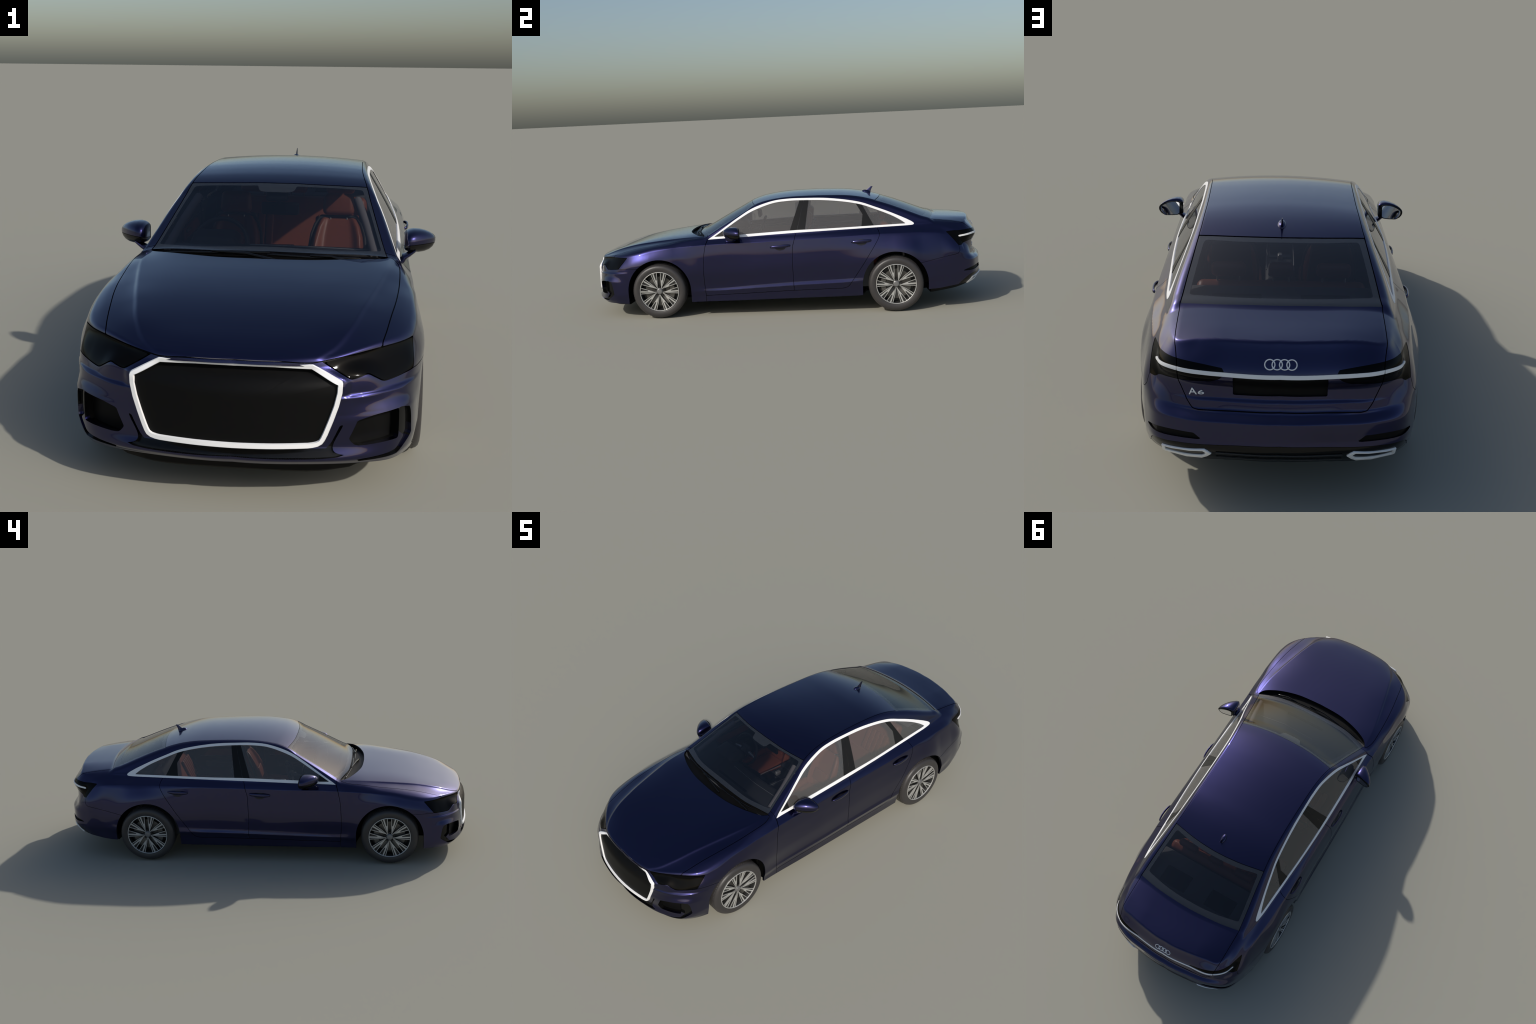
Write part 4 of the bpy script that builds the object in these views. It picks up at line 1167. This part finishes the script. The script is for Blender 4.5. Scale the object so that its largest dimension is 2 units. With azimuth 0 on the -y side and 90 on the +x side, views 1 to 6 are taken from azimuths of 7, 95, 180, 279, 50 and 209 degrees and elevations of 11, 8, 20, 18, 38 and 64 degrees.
# ================================================================ door mirrors
def door_mirror(sx):
    m = empty('door_mirror', car)
    # stations along x: y front, y back, z low, z high
    back = lambda x: -.2065 + (x - .425) * .16                  # plane of the glass
    ST = [(x, yf, back(x), zl, zh) for x, yf, zl, zh in (
        (.3465, -.272, .3945, .4360), (.3500, -.286, .3905, .4410), (.3580, -.2940, .3880, .4455), (.3700, -.2910, .3860, .4475), (.3850, -.2800, .3855, .4465),
        (.4000, -.2660, .3870, .4430), (.4130, -.2500, .3910, .4375), (.4220, -.2370, .3975, .4315), (.4275, -.2260, .4060, .4255), (.4296, -.2180, .4120, .4205))]
    n = 40; rings = []
    for x, yf, yb, zl, zh in ST:
        r = []
        for a in np.linspace(0, 2 * math.pi, n, endpoint=False):
            c, s = math.cos(a), math.sin(a)
            # rounded nose in front, flat-ish back
            if c > 0: yy = yb - (yb - yf) * .22 * (1 - abs(c) ** .5)
            else: yy = (yb - (yb - yf) * .22) - (yb - yf) * .78 * abs(c) ** .8
            zz = (zl + zh) / 2 + (zh - zl) / 2 * np.sign(s) * abs(s) ** .8
            r.append((x, yy, zz))
        rings.append(r)
    V = np.array(rings).reshape(-1, 3); F = []
    for i in range(len(ST) - 1):
        for k in range(n):
            a, b = i * n + k, i * n + (k + 1) % n
            F += [(a, b, b + n), (a, b + n, a + n)]
    c0, c1 = len(V), len(V) + 1
    V = np.concatenate([V, [np.mean(rings[0], 0)], [np.mean(rings[-1], 0)]])
    for k in range(n):
        F += [(c0, (k + 1) % n, k), (c1, (len(ST) - 1) * n + k, (len(ST) - 1) * n + (k + 1) % n)]
    F = np.array(F)
    # subdivide once for a smoother shell
    bm = bmesh.new(); vs = [bm.verts.new(p) for p in V]
    for f in F: bm.faces.new([vs[i] for i in f])
    bmesh.ops.subdivide_edges(bm, edges=bm.edges[:], cuts=1, use_grid_fill=True, smooth=.6)
    bmesh.ops.recalc_face_normals(bm, faces=bm.faces[:]); bmesh.ops.triangulate(bm, faces=bm.faces[:]); bm.normal_update()
    bm.verts.index_update()
    V = np.array([v.co[:] for v in bm.verts]); N = np.array([v.normal[:] for v in bm.verts]); F = np.array([[v.index for v in f.verts] for f in bm.faces]); bm.free()
    sk = Skin(V, N, F)
    seam = lambda P: P[:, 2] - (.4045 + (P[:, 0] - .353) * .12 + (P[:, 1] + .25) * (-.12))
    sk.carve('lower', lambda P: seam(P) + 0.0, .0007)
    sk.carve('rim', lambda P: -(P[:, 1] - back(P[:, 0]) + .0035), .0, only=('side', 'lower', 'gap'))
    mx = np.array([sx, 1, 1])
    for lab, nm, mat, off in (('side', 'mirror_cap', PAINT, 0), ('lower', 'mirror_base', BLACK, -.0003), ('gap', 'mirror_seam', SATIN, -.002), ('rim', 'mirror_rim', BLACK, .0004)):
        p = sk.take(lab)
        if p is None: continue
        v, nr, f = p
        make_mesh(nm, (v + nr * off) * mx, f if sx > 0 else f[:, ::-1], mat, nr * mx, m)
    # glass: slightly turned pane
    pane = [(.3560, .4330), (.3600, .4385), (.3700, .4410), (.3850, .4405), (.4000, .4370), (.4140, .4310), (.4235, .4240), (.4255, .4200), (.4250, .4080), (.4225, .4030), (.4130, .3935), (.4060, .3905), (.3900, .3900), (.3640, .3915), (.3570, .3960)]
    pc = np.array(pane); cen = pc.mean(0)
    def lay(k, y): return [(sx * (cen[0] + (x - cen[0]) * k), y + (x - .425) * .16, cen[1] + (z - cen[1]) * k) for x, z in pane]
    loft('mirror_border', [lay(1.03, -.2070), lay(1.0, -.2040), lay(.93, -.2035), lay(.92, -.2050)], BLACK, m, cap=False, angle=30)
    loft('mirror_glass', [lay(.93, -.2056), lay(.93, -.2048)], MIRROR, m, cap=True, angle=20)
    # stalk to the door shoulder
    rs = []
    for t, x, y, z, a, b in ((0, .3760, -.262, .3960, .020, .008), (.4, .3600, -.262, .3830, .020, .0085), (.8, .3480, -.258, .3755, .026, .009), (1, .3380, -.255, .3720, .030, .010)):
        rs.append([(sx * x, y + a * math.cos(w), z + b * math.sin(w)) for w in np.linspace(0, 2 * math.pi, 20, endpoint=False)])
    loft('mirror_stalk', rs, PAINT, m, angle=60)
for sx in (1, -1): door_mirror(sx)

# ================================================================ cabin
def seat(x, y, rear=False):
    s = empty('front_seat', car)
    tilt = math.radians(-19)
    rounded_box('seat_cushion', (.125, .20, .050), (x, y - .095, .205), LEATHER, s, .018, 5, (math.radians(5), 0, 0))
    for sg in (-1, 1):
        rounded_box('seat_bolster', (.034, .20, .060), (x + sg * .076, y - .095, .212), LEATHER, s, .015, 5, (math.radians(5), sg * .25, 0))
    def back(px, pz, py=0):
        # local back coordinates: pz up the backrest
        return (x + px, y + .012 + pz * math.sin(-tilt) + py, .215 + pz * math.cos(tilt))
    rings = []
    for h, w, d in ((-.01, .070, .030), (.02, .079, .046), (.06, .083, .052), (.11, .083, .050), (.155, .077, .044), (.185, .068, .036), (.205, .057, .028), (.214, .048, .016), (.217, .040, .004)):
        r = []
        for u in np.linspace(-1, 1, 25):                        # front face with raised bolsters
            e = abs(u); bump = .60 + .40 * np.clip((e - .55) / .25, 0, 1) ** 1.0 if e < .86 else 1.0 - ((e - .86) / .14) ** 2 * .75
            r.append(back(u * w, h, -d * float(bump) + .012))
        for u in np.linspace(1, -1, 15)[1:-1]:
            r.append(back(u * w * .97, h, .016))
        rings.append(r)
    loft('seat_back', rings, LEATHER, s, angle=60)
    for sg in (-1, 1):
        tube('seat_piping', [back(sg * .0835, .01, -.008), back(sg * .086, .06, -.010), back(sg * .086, .11, -.010), back(sg * .0800, .160, -.008), back(sg * .0700, .190, -.006), back(sg * .056, .211, -.004), back(0, .219, -.003)], .0045, CABIN, s, n=8)
    rounded_box('seat_insert', (.088, .010, .060), back(0, .085, -.028), LEATHER, s, .0045, 3, (tilt, 0, 0))
    rounded_box('seat_shell', (.150, .020, .215), back(0, .108, .022), CABIN, s, .009, 4, (tilt, 0, 0), (.80, 1))
    rounded_box('headrest', (.098, .038, .066), back(0, .254, -.014), LEATHER, s, .016, 5, (math.radians(-8), 0, 0), (.92, .9))
    for sg in (-1, 1):
        tube('headrest_post', [back(sg * .025, .19), back(sg * .025, .24, -.006)], .003, SILVER, s, n=8)
for x in (.158, -.158): seat(x, .045)

bench = empty('rear_bench', car)
rounded_box('bench_cushion', (.50, .19, .060), (0, .36, .210), LEATHER, bench, .02, 5, (math.radians(6), 0, 0))
rounded_box('bench_back', (.51, .055, .225), (0, .478, .320), LEATHER, bench, .02, 5, (math.radians(-24), 0, 0), (.93, .9))
for x in (-.145, .145):
    for k in range(5):
        rounded_box('bench_pleat', (.026, .012, .120), (x + (k - 2) * .028, .440, .315), LEATHER, bench, .005, 3, (math.radians(-24), 0, 0))
for x, w in ((-.148, .098), (0, .070), (.148, .098)):
    rounded_box('headrest', (w, .034, .040), (x, .505, .458), LEATHER, bench, .014, 5, (math.radians(-12), 0, 0))
    for sg in (-1, 1):
        tube('headrest_post', [(x + sg * w * .32, .515, .418), (x + sg * w * .32, .508, .445)], .0028, SILVER, bench, n=8)
rounded_box('parcel_shelf', (.50, .19, .016), (0, .645, .418), principled('shelf_felt', (.15, .15, .16), .8, grain=.15, grain_scale=300), car, .006)
for x in (-.12, .12):
    rounded_box('speaker_grille', (.135, .085, .010), (x, .665, .4265), SATIN, car, .012, 4)

dash = empty('dashboard', car)
prof = [(-.445, .392), (-.40, .3985), (-.33, .4010), (-.285, .4005), (-.262, .3940), (-.250, .3800), (-.262, .350), (-.275, .310), (-.30, .26), (-.40, .25)]
bm_r = []
for x in np.linspace(-.312, .312, 27):
    sgn = 1 - .02 * (abs(x) / .312) ** 2
    bm_r.append([(x, y + .035 * (x / .312) ** 2, z * sgn - .004 * (abs(x) / .312) ** 4) for y, z in prof])
loft('dash_top', bm_r, CABIN, dash, angle=40)
rounded_box('binnacle', (.150, .095, .040), (-.158, -.255, .404), CABIN, dash, .018, 5, (math.radians(12), 0, 0), (.78, .85))
rounded_box('instrument_screen', (.118, .006, .034), (-.158, -.206, .392), BLACK, dash, .003, 3, (math.radians(-18), 0, 0))
rounded_box('centre_screen', (.110, .006, .044), (0, -.246, .372), BLACK, dash, .003, 3, (math.radians(-14), 0, .12))
rounded_box('vent_strip', (.20, .012, .002), (.02, -.375, .4012), SATIN, dash, .0009, 2)
tube('dash_line', [(-.06, -.300, .4022), (.10, -.306, .4020), (.29, -.285, .3935)], .0011, SILVER, dash, n=6)
rounded_box('centre_console', (.100, .32, .10), (0, -.09, .225), CABIN, dash, .016, 4, (math.radians(-4), 0, 0))
rounded_box('console_lid', (.080, .12, .020), (0, .030, .285), CABIN, dash, .010, 4)
rounded_box('gear_selector', (.018, .030, .022), (0, -.080, .288), SILVER, dash, .006, 4)
rounded_box('console_panel', (.075, .085, .004), (0, -.135, .2835), BLACK, dash, .0018, 3, (math.radians(-6), 0, 0))
for sg in (-1, 1):
    tube('console_trim', [(sg * .046, -.22, .286), (sg * .047, -.10, .280), (sg * .046, .02, .276)], .002, SILVER, dash, n=6)

sw = empty('steering_wheel', car)
swc = Vector((-.160, -.150, .372)); tl = math.radians(24)
axu = Vector((0, math.sin(tl), math.cos(tl))); axx = Vector((1, 0, 0)); axn = axx.cross(axu)
tube('wheel_rim', [swc + axx * (.0745 * math.cos(a)) + axu * (.0745 * math.sin(a)) for a in np.linspace(0, 2 * math.pi, 64, endpoint=False)], 0.0062, WHEELRIM, sw, closed=True, n=14)
rounded_box('wheel_boss', (.060, .022, .048), swc, CABIN, sw, .010, 5, (-tl, 0, 0))
for a in (math.radians(188), math.radians(-8), math.radians(270)):
    tube('wheel_spoke', [swc + axx * (.024 * math.cos(a)) + axu * (.024 * math.sin(a)), swc + axx * (.072 * math.cos(a)) + axu * (.072 * math.sin(a))], [.009, .006], SILVER, sw, n=10)
tube('steering_column', [swc, swc + axn * -.0 + Vector((0, -.10, -.035))], .018, CABIN, sw, n=14)

ins = empty('interior_mirror', car)
rounded_box('mirror_body', (.106, .014, .036), (.004, -.135, .476), CABIN, ins, .0068, 4, (math.radians(8), 0, .0))
rounded_box('sensor_cover', (.060, .060, .018), (0, -.170, .522), CABIN, ins, .008, 4, (math.radians(28), 0, 0))
tube('mirror_arm', [(0, -.165, .516), (0, -.142, .490)], .006, CABIN, ins, n=10)

def lining():
    """headliner and pillar trims: the skin moved inwards"""
    for lab, off in (('roof', -.010),):
        V, N, F = skin.take(lab); V = V + N * off; mx = np.array([-1, 1, 1])
        make_mesh('headliner', np.concatenate([V, V * mx]), np.concatenate([F, F[:, ::-1] + len(V)]), CABIN, np.concatenate([N, N * mx]), car)
lining()
def door_card(y0, y1, sx):
    d = empty('door_card', car)
    def xi(y, z): return float(np.interp(z, [.12, .30, .38, .41], [.330, .336, .328, .318])) - max(0, (y - .30)) * .10
    zt = lambda y: float(np.interp(y, [-.36, .07, .46], [.396, .408, .416]))
    rows = []
    for z in np.linspace(0, 1, 12):
        rows.append([(sx * xi(y, .12 + (zt(y) - .12) * z), y, .12 + (zt(y) - .12) * z) for y in np.linspace(y0, y1, 12)])
    bm = bmesh.new(); R = [[bm.verts.new(p) for p in r] for r in rows]
    for a, b in zip(R[:-1], R[1:]):
        for i in range(11): bm.faces.new((a[i], a[i + 1], b[i + 1], b[i]))
    from_bm('card_panel', bm, CABIN, d, 60)
    L = y1 - y0
    rounded_box('card_insert', (.010, L * .72, .040), (sx * (xi((y0 + y1) / 2, .34) - .004), y0 + L * .5, .345), LEATHER, d, .004, 3, (math.radians(2), 0, 0))
    rounded_box('armrest', (.040, L * .55, .030), (sx * (xi((y0 + y1) / 2, .28) - .016), y0 + L * .55, .285), CABIN, d, .010, 4)
    for dz in (.372, .318):
        tube('card_line', [(sx * (xi(y, dz) - .003), y, dz + (y - y0) * .03) for y in np.linspace(y0 + .02, y1 - .03, 6)], .0020, SILVER, d, n=6)
    rounded_box('door_pull', (.008, .055, .010), (sx * (xi(y0, .345) - .012), y0 + L * .28, .352), SILVER, d, .0035, 3)
for sx in (1, -1):
    door_card(-.36, .06, sx); door_card(.08, .45, sx)
    tube('pillar_lining', [(sx * .219, -.172, .510), (sx * .248, -.265, .452), (sx * .270, -.360, .396)], .0115, principled('pillar_lining', (.30, .285, .30), .6), car, n=10)  # lining colour paled to look lit although it lies in shade
    tube('belt', [(sx * .268, .105, .500), (sx * .262, .100, .40), (sx * .255, .09, .30)], .0035, SATIN, car, n=6)
    rounded_box('centre_post', (.016, .055, .17), (sx * .284, .095, .475), CABIN, car, .006, 3, (0, -sx * .52, 0))
